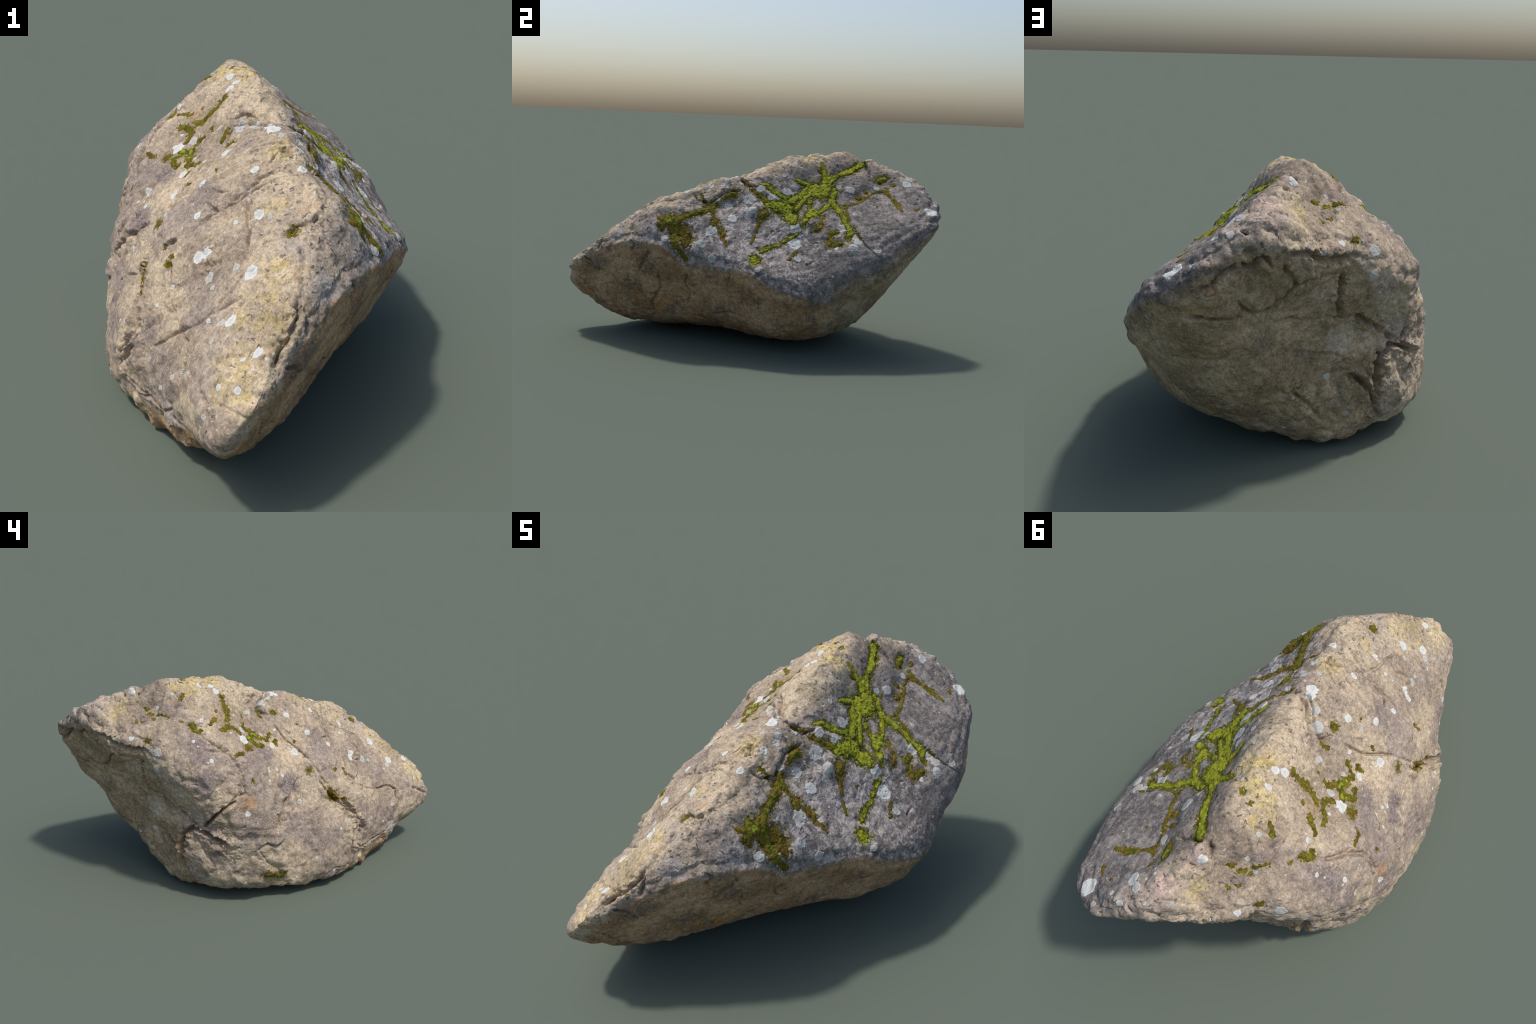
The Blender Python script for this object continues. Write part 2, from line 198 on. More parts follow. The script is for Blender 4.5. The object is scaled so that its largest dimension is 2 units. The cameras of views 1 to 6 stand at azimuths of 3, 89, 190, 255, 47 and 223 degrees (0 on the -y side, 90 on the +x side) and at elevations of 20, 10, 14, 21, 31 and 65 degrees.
# soft swells (+) and hollows (-): (place, radius, height)
SWELLS = [
    ("swell", (-0.443, 0.415, 0.322), 0.055, 0.022),
    ("hollow", (-0.497, 0.333, 0.231), 0.049, 0.010),
    ("swell", (-0.489, 0.347, 0.197), 0.050, 0.010),
    ("hollow", (-0.408, -0.081, 0.515), 0.035, 0.022),
    ("hollow", (-0.456, -0.036, 0.465), 0.030, 0.015),
    ("swell", (-0.537, 0.024, 0.334), 0.047, 0.014),
    ("hollow", (-0.343, -0.300, 0.439), 0.032, 0.014),
    ("hollow", (-0.359, -0.394, 0.358), 0.032, 0.014),
    ("hollow", (-0.357, -0.485, 0.248), 0.028, 0.012),
    ("swell", (-0.383, -0.447, 0.218), 0.023, 0.010),
    ("swell", (-0.539, 0.222, 0.445), 0.050, 0.006),
    ("hollow", (-0.550, 0.159, 0.346), 0.038, 0.010),
    ("hollow", (-0.177, -0.709, 0.120), 0.031, 0.028),
    ("swell", (-0.354, -0.472, 0.082), 0.023, 0.012),
    ("hollow", (-0.172, -0.768, 0.282), 0.047, 0.008),
    ("swell", (-0.409, -0.379, 0.292), 0.042, 0.010),
    ("hollow", (0.114, -0.260, 0.827), 0.024, 0.016),
    ("hollow", (0.178, -0.585, 0.683), 0.024, 0.010),
    ("swell", (-0.090, 0.636, 0.975), 0.036, 0.014),
    ("hollow", (0.111, -0.296, 0.813), 0.025, 0.012),
    ("hollow", (-0.035, 0.905, 0.805), 0.019, 0.018),
    ("hollow", (-0.351, 0.496, 0.464), 0.031, 0.018),
    ("hollow", (-0.432, 0.408, 0.397), 0.027, 0.014),
    ("hollow", (-0.340, 0.495, 0.261), 0.026, 0.010),
    ("hollow", (-0.328, 0.358, 0.843), 0.025, 0.008),
    ("hollow", (-0.438, 0.141, 0.642), 0.031, 0.006),
    ("hollow", (0.302, -0.539, 0.426), 0.037, 0.008),
    ("hollow", (0.128, -0.855, 0.374), 0.021, 0.014),
    ("swell", (0.190, -0.763, 0.505), 0.043, 0.006),
    ("swell", (0.073, -0.790, 0.508), 0.042, 0.008),
]

# sharp edges, with crisp flanks: (half width, height, points along the line)
EDGES = [
    ("rim", 0.050, 0.012, [(0.119, -0.880, 0.408), (0.189, -0.772, 0.482), (0.258, -0.667, 0.526), (0.303, -0.596, 0.545), (0.367, -0.469, 0.537), (0.394, -0.394, 0.509), (0.385, -0.349, 0.468), (0.417, -0.221, 0.452), (0.461, -0.103, 0.447), (0.493, -0.013, 0.425), (0.532, 0.120, 0.376), (0.555, 0.225, 0.350), (0.551, 0.322, 0.336)]),
    ("rim", 0.050, 0.012, [(0.502, 0.430, 0.342), (0.469, 0.560, 0.449), (0.426, 0.697, 0.482), (0.348, 0.813, 0.565), (0.283, 0.912, 0.633), (0.203, 0.976, 0.680)]),
    ("crest", 0.060, 0.010, [(0.185, -0.663, 0.627), (0.178, -0.578, 0.689), (0.193, -0.430, 0.765), (0.160, -0.292, 0.797), (0.150, -0.235, 0.818)]),
    ("crest", 0.060, 0.010, [(0.057, -0.044, 0.874), (0.023, 0.040, 0.921), (-0.015, 0.271, 0.995), (-0.056, 0.379, 1.002)]),
    ("lip", 0.050, 0.014, [(0.422, 0.564, 0.556), (0.191, 0.960, 0.718), (0.092, 0.982, 0.767), (0.029, 0.947, 0.787), (-0.024, 0.916, 0.850)]),
    ("lip", 0.050, 0.012, [(-0.105, 0.863, 0.812), (-0.185, 0.781, 0.786), (-0.269, 0.693, 0.780), (-0.334, 0.603, 0.746)]),
    ("block_edge", 0.050, 0.005, [(-0.352, 0.591, 0.679), (-0.428, 0.525, 0.696), (-0.478, 0.463, 0.679), (-0.510, 0.393, 0.667), (-0.524, 0.337, 0.592), (-0.525, 0.308, 0.526)]),
]

# patches of colour in the stone: (kind, place, radius, strength)
PATCHES = [
    ("yellow", (-0.034, 0.316, 0.996), 0.107, 0.90),
    ("yellow", (-0.137, 0.375, 0.988), 0.068, 0.80),
    ("yellow", (0.044, -0.787, 0.496), 0.106, 0.55),
    ("yellow", (-0.009, -0.898, 0.398), 0.094, 0.55),
    ("yellow", (0.094, -0.689, 0.595), 0.057, 0.80),
    ("yellow", (-0.158, 0.712, 0.883), 0.054, 0.45),
    ("yellow", (-0.159, 0.405, 0.989), 0.059, 0.80),
    ("yellow", (0.087, -0.245, 0.832), 0.059, 0.50),
    ("yellow", (0.081, -0.476, 0.716), 0.055, 0.40),
    ("mauve", (-0.516, 0.365, 0.641), 0.087, 0.90),
    ("mauve", (-0.407, 0.390, 0.790), 0.076, 0.80),
    ("mauve", (-0.388, -0.077, 0.545), 0.065, 0.90),
    ("mauve", (-0.412, -0.039, 0.540), 0.067, 0.90),
    ("mauve", (-0.315, 0.029, 0.682), 0.067, 0.80),
    ("mauve", (-0.311, -0.542, 0.212), 0.035, 0.70),
    ("mauve", (-0.450, 0.370, 0.746), 0.072, 0.80),
    ("mauve", (-0.472, -0.107, 0.356), 0.087, 0.50),
    ("mauve", (-0.221, 0.601, 0.859), 0.038, 0.60),
    ("mauve", (-0.363, -0.460, 0.271), 0.049, 0.70),
    ("mauve", (-0.245, 0.477, 0.911), 0.052, 0.60),
    ("mauve", (-0.357, -0.485, 0.248), 0.060, 0.70),
    ("mauve", (-0.164, -0.529, 0.487), 0.050, 0.35),
    ("cream", (0.026, 0.016, 0.905), 0.108, 0.70),
    ("cream", (0.079, -0.404, 0.753), 0.105, 0.60),
    ("cream", (-0.002, 0.114, 0.954), 0.113, 0.60),
    ("cream", (0.188, -0.459, 0.761), 0.114, 0.50),
    ("cream", (0.009, -0.887, 0.412), 0.091, 0.40),
    ("cream", (-0.423, -0.286, 0.339), 0.067, 0.35),
    ("pink", (-0.067, 0.792, 0.922), 0.064, 0.80),
    ("pink", (-0.083, 0.633, 0.975), 0.036, 0.70),
    ("pale_grey", (0.219, -0.711, 0.542), 0.065, 0.80),
    ("pale_grey", (0.330, -0.505, 0.606), 0.077, 0.75),
    ("pale_grey", (0.395, -0.402, 0.536), 0.046, 0.50),
    ("pale_grey", (-0.210, -0.707, 0.178), 0.062, 0.50),
    ("pale_grey", (0.119, -0.619, 0.650), 0.052, 0.40),
    ("rust", (0.214, -0.483, 0.204), 0.065, 0.80),
    ("rust", (0.242, -0.296, 0.143), 0.049, 0.80),
    ("rust", (-0.517, 0.162, 0.510), 0.042, 0.35),
    ("rust", (-0.513, 0.152, 0.517), 0.032, 0.70),
    ("rust", (-0.007, -0.907, 0.187), 0.064, 0.40),
    ("rust", (0.053, 0.946, 0.696), 0.041, 0.50),
    ("rust", (0.094, 0.922, 0.607), 0.042, 0.40),
    ("chalk", (-0.273, 0.564, 0.434), 0.066, 0.70),
    ("chalk", (-0.363, 0.482, 0.412), 0.041, 0.60),
    ("chalk", (-0.223, 0.660, 0.619), 0.053, 0.30),
    ("slate", (-0.499, 0.328, 0.231), 0.061, 0.90),
    ("slate", (-0.529, 0.236, 0.215), 0.046, 0.90),
    ("slate", (-0.486, 0.352, 0.152), 0.034, 0.80),
    ("slate", (0.117, -0.884, 0.401), 0.026, 0.90),
    ("slate", (0.542, 0.338, 0.365), 0.096, 0.70),
    ("slate", (0.490, 0.470, 0.431), 0.115, 0.70),
    ("slate", (0.442, 0.650, 0.484), 0.108, 0.70),
    ("slate", (0.333, 0.840, 0.600), 0.102, 0.70),
    ("slate", (0.222, 0.967, 0.682), 0.067, 0.80),
    ("slate", (0.527, 0.118, 0.424), 0.087, 0.50),
    ("slate", (0.276, 0.914, 0.674), 0.044, 0.80),
    ("slate", (0.138, 0.990, 0.730), 0.047, 0.70),
    ("slate", (0.050, 0.961, 0.777), 0.041, 0.70),
    ("slate", (-0.051, 0.905, 0.849), 0.047, 0.70),
    ("slate", (-0.120, 0.849, 0.822), 0.048, 0.60),
    ("slate", (0.417, -0.230, 0.470), 0.080, 0.60),
    ("slate", (-0.312, 0.607, 0.666), 0.034, 0.60),
    ("sand", (-0.367, -0.457, 0.085), 0.035, 0.90),
    ("sand", (-0.354, -0.472, 0.082), 0.028, 0.90),
    ("olive_stain", (0.323, -0.402, 0.645), 0.078, 0.50),
    ("olive_stain", (-0.260, 0.071, 0.730), 0.062, 0.40),
    ("olive_stain", (-0.182, 0.200, 0.859), 0.059, 0.35),
    ("olive_stain", (-0.544, 0.039, 0.132), 0.065, 0.60),
    ("mauve", (-0.552, 0.161, 0.421), 0.104, 0.60),
    ("mauve", (-0.482, -0.175, 0.281), 0.097, 0.55),
    ("mauve", (-0.263, -0.597, 0.260), 0.105, 0.50),
    ("mauve", (-0.361, 0.069, 0.672), 0.068, 0.60),
    ("mauve", (-0.427, -0.309, 0.310), 0.080, 0.60),
    ("mauve", (-0.297, -0.510, 0.330), 0.065, 0.60),
    ("mauve", (-0.218, -0.680, 0.255), 0.062, 0.50),
    ("mauve", (-0.501, -0.247, 0.109), 0.072, 0.50),
    ("mauve", (-0.142, -0.278, 0.698), 0.052, 0.35),
    ("mauve", (-0.100, 0.832, 0.890), 0.041, 0.50),
    ("mauve", (-0.286, -0.306, 0.558), 0.070, 0.50),
    ("mauve", (-0.034, -0.151, 0.824), 0.048, 0.30),
    ("olive_stain", (0.223, 0.225, 0.728), 0.087, 0.50),
    ("olive_stain", (0.099, 0.379, 0.842), 0.069, 0.45),
    ("olive_stain", (0.105, 0.295, 0.836), 0.058, 0.60),
    ("olive_stain", (0.064, 0.102, 0.931), 0.055, 0.30),
    ("olive_stain", (0.292, 0.358, 0.668), 0.058, 0.45),
    ("olive_stain", (0.365, 0.404, 0.592), 0.059, 0.50),
    ("olive_stain", (0.177, -0.089, 0.810), 0.053, 0.50),
    ("olive_stain", (0.031, 0.673, 0.885), 0.051, 0.50),
    ("olive_stain", (0.283, 0.294, 0.687), 0.062, 0.40),
    ("olive_stain", (0.214, 0.069, 0.763), 0.050, 0.35),
    ("olive_stain", (-0.260, 0.232, 0.821), 0.051, 0.35),
    ("olive_stain", (-0.337, 0.381, 0.835), 0.041, 0.30),
    ("olive_stain", (-0.159, 0.119, 0.834), 0.047, 0.25),
    ("olive_stain", (-0.103, 0.018, 0.813), 0.035, 0.35),
    ("olive_stain", (-0.203, 0.579, 0.880), 0.041, 0.30),
    ("rust", (0.189, -0.590, 0.232), 0.049, 0.70),
    ("rust", (0.080, -0.694, 0.124), 0.040, 0.60),
    ("rust", (0.274, -0.397, 0.259), 0.043, 0.50),
    ("cream", (-0.063, 0.127, 0.926), 0.083, 0.50),
    ("cream", (-0.071, 0.185, 0.945), 0.069, 0.50),
    ("mauve", (-0.473, 0.010, 0.486), 0.064, 0.50),
]

# moss strands: (tint, points with a radius)
MOSS = [
    ("fresh", [(-0.049, 0.593, 0.961, 0.017), (-0.015, 0.546, 0.934, 0.016), (0.012, 0.510, 0.918, 0.015), (0.037, 0.463, 0.905, 0.014), (0.054, 0.434, 0.890, 0.015), (0.073, 0.408, 0.870, 0.019), (0.092, 0.385, 0.849, 0.024)]),
    ("fresh", [(0.014, 0.363, 0.960, 0.007), (0.037, 0.374, 0.925, 0.011), (0.056, 0.380, 0.895, 0.012), (0.076, 0.381, 0.868, 0.013), (0.095, 0.382, 0.845, 0.016)]),
    ("fresh", [(0.092, 0.385, 0.849, 0.027), (0.115, 0.378, 0.825, 0.037), (0.130, 0.356, 0.809, 0.032), (0.137, 0.310, 0.803, 0.026)]),
    ("fresh", [(0.113, 0.435, 0.830, 0.013), (0.145, 0.421, 0.793, 0.016), (0.172, 0.417, 0.770, 0.016), (0.197, 0.432, 0.751, 0.017), (0.219, 0.449, 0.733, 0.013), (0.246, 0.470, 0.713, 0.014), (0.270, 0.478, 0.693, 0.012), (0.289, 0.482, 0.676, 0.012), (0.319, 0.501, 0.648, 0.016), (0.340, 0.500, 0.624, 0.021), (0.370, 0.489, 0.602, 0.008)]),
    ("fresh", [(0.104, 0.335, 0.834, 0.021), (0.127, 0.281, 0.814, 0.018), (0.159, 0.253, 0.790, 0.015), (0.193, 0.208, 0.767, 0.018), (0.207, 0.172, 0.757, 0.023), (0.228, 0.182, 0.728, 0.038), (0.231, 0.126, 0.738, 0.030), (0.227, 0.086, 0.748, 0.017)]),
    ("fresh", [(0.137, 0.310, 0.803, 0.013), (0.172, 0.275, 0.776, 0.011), (0.201, 0.246, 0.751, 0.011), (0.224, 0.228, 0.727, 0.015)]),
    ("fresh", [(0.193, 0.208, 0.767, 0.013), (0.186, 0.154, 0.789, 0.011), (0.177, 0.118, 0.809, 0.011), (0.163, 0.088, 0.831, 0.014), (0.150, 0.075, 0.844, 0.010), (0.142, 0.037, 0.848, 0.006)]),
    ("olive", [(0.217, 0.081, 0.760, 0.015), (0.206, 0.056, 0.775, 0.012), (0.189, 0.029, 0.798, 0.011), (0.171, -0.003, 0.815, 0.009)]),
    ("olive", [(0.116, -0.067, 0.858, 0.006), (0.132, -0.035, 0.843, 0.006), (0.150, -0.011, 0.832, 0.006)]),
    ("fresh", [(0.100, 0.225, 0.873, 0.009), (0.098, 0.278, 0.850, 0.016), (0.106, 0.302, 0.834, 0.018), (0.110, 0.329, 0.827, 0.018)]),
    ("fresh", [(0.181, 0.297, 0.767, 0.012), (0.208, 0.297, 0.742, 0.009), (0.231, 0.302, 0.721, 0.010), (0.252, 0.295, 0.703, 0.016), (0.280, 0.282, 0.690, 0.013), (0.310, 0.265, 0.675, 0.009), (0.320, 0.272, 0.653, 0.008)]),
    ("fresh", [(0.176, 0.413, 0.767, 0.013), (0.208, 0.379, 0.744, 0.012), (0.233, 0.351, 0.722, 0.013), (0.249, 0.315, 0.706, 0.015)]),
    ("fresh", [(0.219, 0.306, 0.732, 0.006), (0.228, 0.336, 0.726, 0.006)]),
    ("fresh", [(0.250, 0.199, 0.702, 0.015), (0.274, 0.211, 0.691, 0.025), (0.298, 0.217, 0.676, 0.018), (0.274, 0.189, 0.687, 0.018)]),
    ("olive", [(0.264, 0.068, 0.717, 0.012), (0.275, 0.062, 0.701, 0.020), (0.281, 0.050, 0.692, 0.015)]),
    ("brown", [(0.296, 0.044, 0.667, 0.011), (0.312, 0.033, 0.644, 0.008), (0.328, 0.026, 0.620, 0.006)]),
    ("olive", [(0.343, 0.016, 0.596, 0.006), (0.356, 0.010, 0.582, 0.007), (0.379, 0.002, 0.562, 0.006)]),
    ("fresh", [(0.333, 0.239, 0.624, 0.007), (0.346, 0.215, 0.604, 0.011), (0.363, 0.173, 0.581, 0.009), (0.381, 0.140, 0.562, 0.008), (0.393, 0.098, 0.551, 0.011), (0.402, 0.074, 0.542, 0.012), (0.413, 0.053, 0.530, 0.009)]),
    ("olive", [(0.407, 0.232, 0.536, 0.006), (0.421, 0.214, 0.521, 0.006)]),
    ("olive", [(0.437, 0.202, 0.507, 0.006), (0.445, 0.193, 0.500, 0.006)]),
    ("olive", [(0.326, 0.437, 0.635, 0.011), (0.333, 0.405, 0.626, 0.013), (0.323, 0.399, 0.636, 0.009)]),
    ("olive", [(0.348, 0.401, 0.610, 0.008), (0.371, 0.398, 0.585, 0.016), (0.388, 0.397, 0.569, 0.010)]),
    ("olive", [(0.385, 0.448, 0.584, 0.012), (0.389, 0.420, 0.573, 0.010)]),
    ("brown", [(0.320, 0.329, 0.643, 0.013), (0.309, 0.360, 0.650, 0.008), (0.274, 0.352, 0.686, 0.009), (0.252, 0.370, 0.706, 0.008)]),
    ("olive", [(0.016, 0.706, 0.898, 0.014), (0.035, 0.673, 0.881, 0.014)]),
    ("olive", [(0.043, 0.750, 0.862, 0.010)]),
    ("olive", [(0.076, 0.714, 0.835, 0.007), (0.082, 0.678, 0.829, 0.006), (0.101, 0.631, 0.813, 0.006), (0.134, 0.596, 0.788, 0.006), (0.160, 0.555, 0.768, 0.006), (0.184, 0.495, 0.755, 0.006), (0.187, 0.450, 0.756, 0.006)]),
    ("olive", [(0.089, 0.700, 0.825, 0.006), (0.124, 0.740, 0.801, 0.006), (0.158, 0.767, 0.775, 0.006), (0.186, 0.770, 0.753, 0.006), (0.213, 0.776, 0.736, 0.006)]),
    ("brown", [(0.093, 0.601, 0.820, 0.010)]),
    ("brown", [(0.130, 0.562, 0.791, 0.014)]),
    ("olive", [(0.189, 0.491, 0.752, 0.006), (0.222, 0.488, 0.730, 0.006), (0.255, 0.494, 0.706, 0.006), (0.286, 0.486, 0.679, 0.006)]),
    ("brown", [(0.118, 0.464, 0.823, 0.007)]),
    ("olive", [(0.346, 0.540, 0.624, 0.006), (0.373, 0.553, 0.603, 0.006)]),
    ("amber", [(0.205, -0.198, 0.733, 0.014), (0.218, -0.205, 0.720, 0.016), (0.230, -0.225, 0.712, 0.019), (0.244, -0.246, 0.705, 0.016), (0.260, -0.273, 0.699, 0.015), (0.276, -0.308, 0.692, 0.014), (0.291, -0.337, 0.683, 0.015), (0.302, -0.359, 0.673, 0.014), (0.309, -0.382, 0.665, 0.018), (0.316, -0.408, 0.654, 0.023), (0.315, -0.434, 0.652, 0.019), (0.326, -0.452, 0.633, 0.015), (0.335, -0.453, 0.617, 0.010)]),
    ("olive", [(0.296, -0.426, 0.678, 0.012), (0.308, -0.432, 0.661, 0.015)]),
    ("brown", [(0.288, -0.478, 0.670, 0.006), (0.303, -0.459, 0.660, 0.009), (0.312, -0.448, 0.652, 0.010)]),
    ("amber", [(0.320, -0.379, 0.651, 0.020), (0.333, -0.382, 0.626, 0.024), (0.347, -0.377, 0.594, 0.024), (0.366, -0.377, 0.571, 0.018), (0.385, -0.378, 0.553, 0.016), (0.399, -0.365, 0.532, 0.011), (0.387, -0.322, 0.475, 0.008)]),
    ("brown", [(0.333, -0.345, 0.623, 0.014), (0.343, -0.332, 0.597, 0.024), (0.360, -0.331, 0.576, 0.026), (0.382, -0.329, 0.554, 0.020), (0.392, -0.321, 0.540, 0.008)]),
    ("amber", [(0.240, -0.208, 0.702, 0.014), (0.258, -0.198, 0.688, 0.008), (0.272, -0.194, 0.678, 0.006)]),
    ("brown", [(0.294, -0.187, 0.656, 0.016), (0.305, -0.194, 0.642, 0.011)]),
    ("olive", [(0.295, -0.162, 0.654, 0.006)]),
    ("brown", [(0.315, -0.157, 0.627, 0.011), (0.339, -0.144, 0.600, 0.014), (0.355, -0.145, 0.586, 0.008)]),
    ("brown", [(0.355, -0.145, 0.586, 0.006), (0.368, -0.134, 0.576, 0.007), (0.388, -0.126, 0.560, 0.007), (0.398, -0.122, 0.550, 0.006)]),
    ("amber", [(0.177, -0.270, 0.781, 0.006), (0.189, -0.257, 0.763, 0.006), (0.200, -0.245, 0.746, 0.006)]),
    ("olive", [(0.190, -0.105, 0.794, 0.016), (0.194, -0.129, 0.779, 0.010), (0.196, -0.152, 0.763, 0.007)]),
    ("fresh", [(0.447, 0.024, 0.495, 0.021), (0.453, 0.028, 0.491, 0.021)]),
    ("olive", [(0.329, 0.104, 0.625, 0.006)]),
    ("olive", [(-0.116, 0.204, 0.920, 0.009), (-0.125, 0.218, 0.921, 0.008)]),
    ("olive", [(-0.142, 0.205, 0.902, 0.010), (-0.161, 0.201, 0.883, 0.011), (-0.186, 0.198, 0.853, 0.008), (-0.206, 0.201, 0.835, 0.010), (-0.228, 0.214, 0.827, 0.008)]),
    ("olive", [(-0.206, 0.257, 0.872, 0.007)]),
    ("olive", [(-0.256, 0.273, 0.850, 0.009), (-0.273, 0.287, 0.849, 0.006), (-0.306, 0.306, 0.839, 0.006)]),
    ("olive", [(-0.296, 0.255, 0.811, 0.006), (-0.289, 0.232, 0.801, 0.006), (-0.266, 0.219, 0.809, 0.008), (-0.248, 0.198, 0.806, 0.010), (-0.245, 0.167, 0.789, 0.010), (-0.260, 0.149, 0.769, 0.008)]),
    ("mixed", [(-0.268, 0.110, 0.745, 0.011), (-0.250, 0.095, 0.746, 0.011), (-0.232, 0.080, 0.748, 0.014), (-0.234, 0.046, 0.730, 0.011), (-0.233, 0.009, 0.715, 0.008), (-0.208, -0.007, 0.727, 0.007), (-0.191, -0.019, 0.738, 0.006)]),
    ("olive", [(-0.220, 0.094, 0.765, 0.010), (-0.208, 0.122, 0.789, 0.009), (-0.195, 0.117, 0.798, 0.007)]),
    ("mixed", [(-0.279, 0.094, 0.733, 0.011), (-0.298, 0.074, 0.714, 0.008), (-0.273, 0.043, 0.710, 0.007)]),
    ("olive", [(-0.226, -0.036, 0.705, 0.008), (-0.241, -0.037, 0.692, 0.006)]),
    ("brown", [(-0.323, 0.120, 0.725, 0.013), (-0.337, 0.133, 0.725, 0.008)]),
    ("olive", [(-0.107, 0.024, 0.813, 0.007), (-0.115, 0.012, 0.801, 0.007)]),
    ("olive", [(-0.164, 0.118, 0.829, 0.006)]),
    ("mixed", [(-0.325, 0.399, 0.854, 0.010), (-0.342, 0.387, 0.832, 0.010), (-0.350, 0.368, 0.824, 0.009), (-0.333, 0.354, 0.832, 0.006)]),
    ("olive", [(-0.309, 0.442, 0.867, 0.006)]),
    ("mixed", [(-0.232, 0.542, 0.882, 0.006), (-0.246, 0.522, 0.883, 0.006), (-0.267, 0.497, 0.881, 0.006)]),
    ("mixed", [(-0.221, 0.433, 0.949, 0.007), (-0.198, 0.412, 0.968, 0.006)]),
    ("brown", [(-0.410, 0.206, 0.717, 0.006), (-0.396, 0.181, 0.714, 0.006), (-0.377, 0.161, 0.716, 0.006)]),
    ("olive", [(-0.324, 0.602, 0.788, 0.010), (-0.315, 0.616, 0.790, 0.007)]),
    ("olive", [(-0.460, 0.132, 0.603, 0.006)]),
    ("mixed", [(-0.054, 0.386, 1.003, 0.006), (-0.073, 0.401, 1.006, 0.006)]),
    ("mixed", [(-0.111, 0.405, 1.005, 0.006)]),
    ("mixed", [(-0.176, 0.584, 0.895, 0.009)]),
    ("mixed", [(-0.221, 0.564, 0.879, 0.006), (-0.202, 0.583, 0.879, 0.006)]),
    ("mixed", [(-0.240, 0.561, 0.866, 0.006)]),
    ("mixed", [(-0.211, 0.640, 0.851, 0.006)]),
    ("mixed", [(-0.231, 0.615, 0.849, 0.006)]),
    ("olive", [(0.209, 0.778, 0.738, 0.006), (0.172, 0.757, 0.764, 0.006), (0.134, 0.737, 0.794, 0.006), (0.090, 0.718, 0.825, 0.006), (0.060, 0.714, 0.847, 0.006)]),
    ("fresh", [(0.021, 0.705, 0.893, 0.007)]),
    ("brown", [(0.192, 0.857, 0.745, 0.006), (0.171, 0.878, 0.757, 0.006)]),
    ("olive", [(0.122, 0.871, 0.797, 0.006)]),
    ("olive", [(0.179, 0.651, 0.757, 0.006)]),
    ("mixed", [(-0.049, 0.593, 0.961, 0.012)]),
    ("olive", [(0.044, 0.353, 0.920, 0.010)]),
    ("olive", [(0.127, -0.577, 0.673, 0.013)]),
    ("olive", [(-0.083, -0.068, 0.812, 0.012)]),
    ("olive", [(-0.110, 0.022, 0.810, 0.007), (-0.093, 0.037, 0.838, 0.006)]),
    ("olive", [(-0.119, -0.182, 0.752, 0.006)]),
    ("brown", [(-0.239, -0.401, 0.532, 0.006)]),
    ("olive", [(-0.210, -0.141, 0.692, 0.006)]),
    ("brown", [(-0.341, -0.299, 0.457, 0.013)]),
    ("olive", [(-0.339, -0.384, 0.411, 0.006)]),
    ("olive", [(-0.311, -0.193, 0.573, 0.006)]),
    ("brown", [(-0.341, -0.310, 0.438, 0.018), (-0.343, -0.330, 0.417, 0.011)]),
    ("brown", [(-0.339, -0.382, 0.413, 0.006)]),
    ("olive", [(-0.250, -0.407, 0.515, 0.007)]),
    ("olive", [(-0.265, -0.347, 0.545, 0.006)]),
    ("brown", [(-0.312, -0.192, 0.572, 0.012)]),
    ("brown", [(-0.549, 0.081, 0.141, 0.010), (-0.548, 0.067, 0.146, 0.013), (-0.545, 0.053, 0.132, 0.009)]),
    ("olive", [(-0.545, 0.033, 0.142, 0.007), (-0.541, 0.015, 0.125, 0.011), (-0.540, -0.003, 0.128, 0.008)]),
    ("brown", [(-0.550, 0.108, 0.137, 0.006)]),
    ("olive", [(-0.543, -0.015, 0.145, 0.006)]),
]

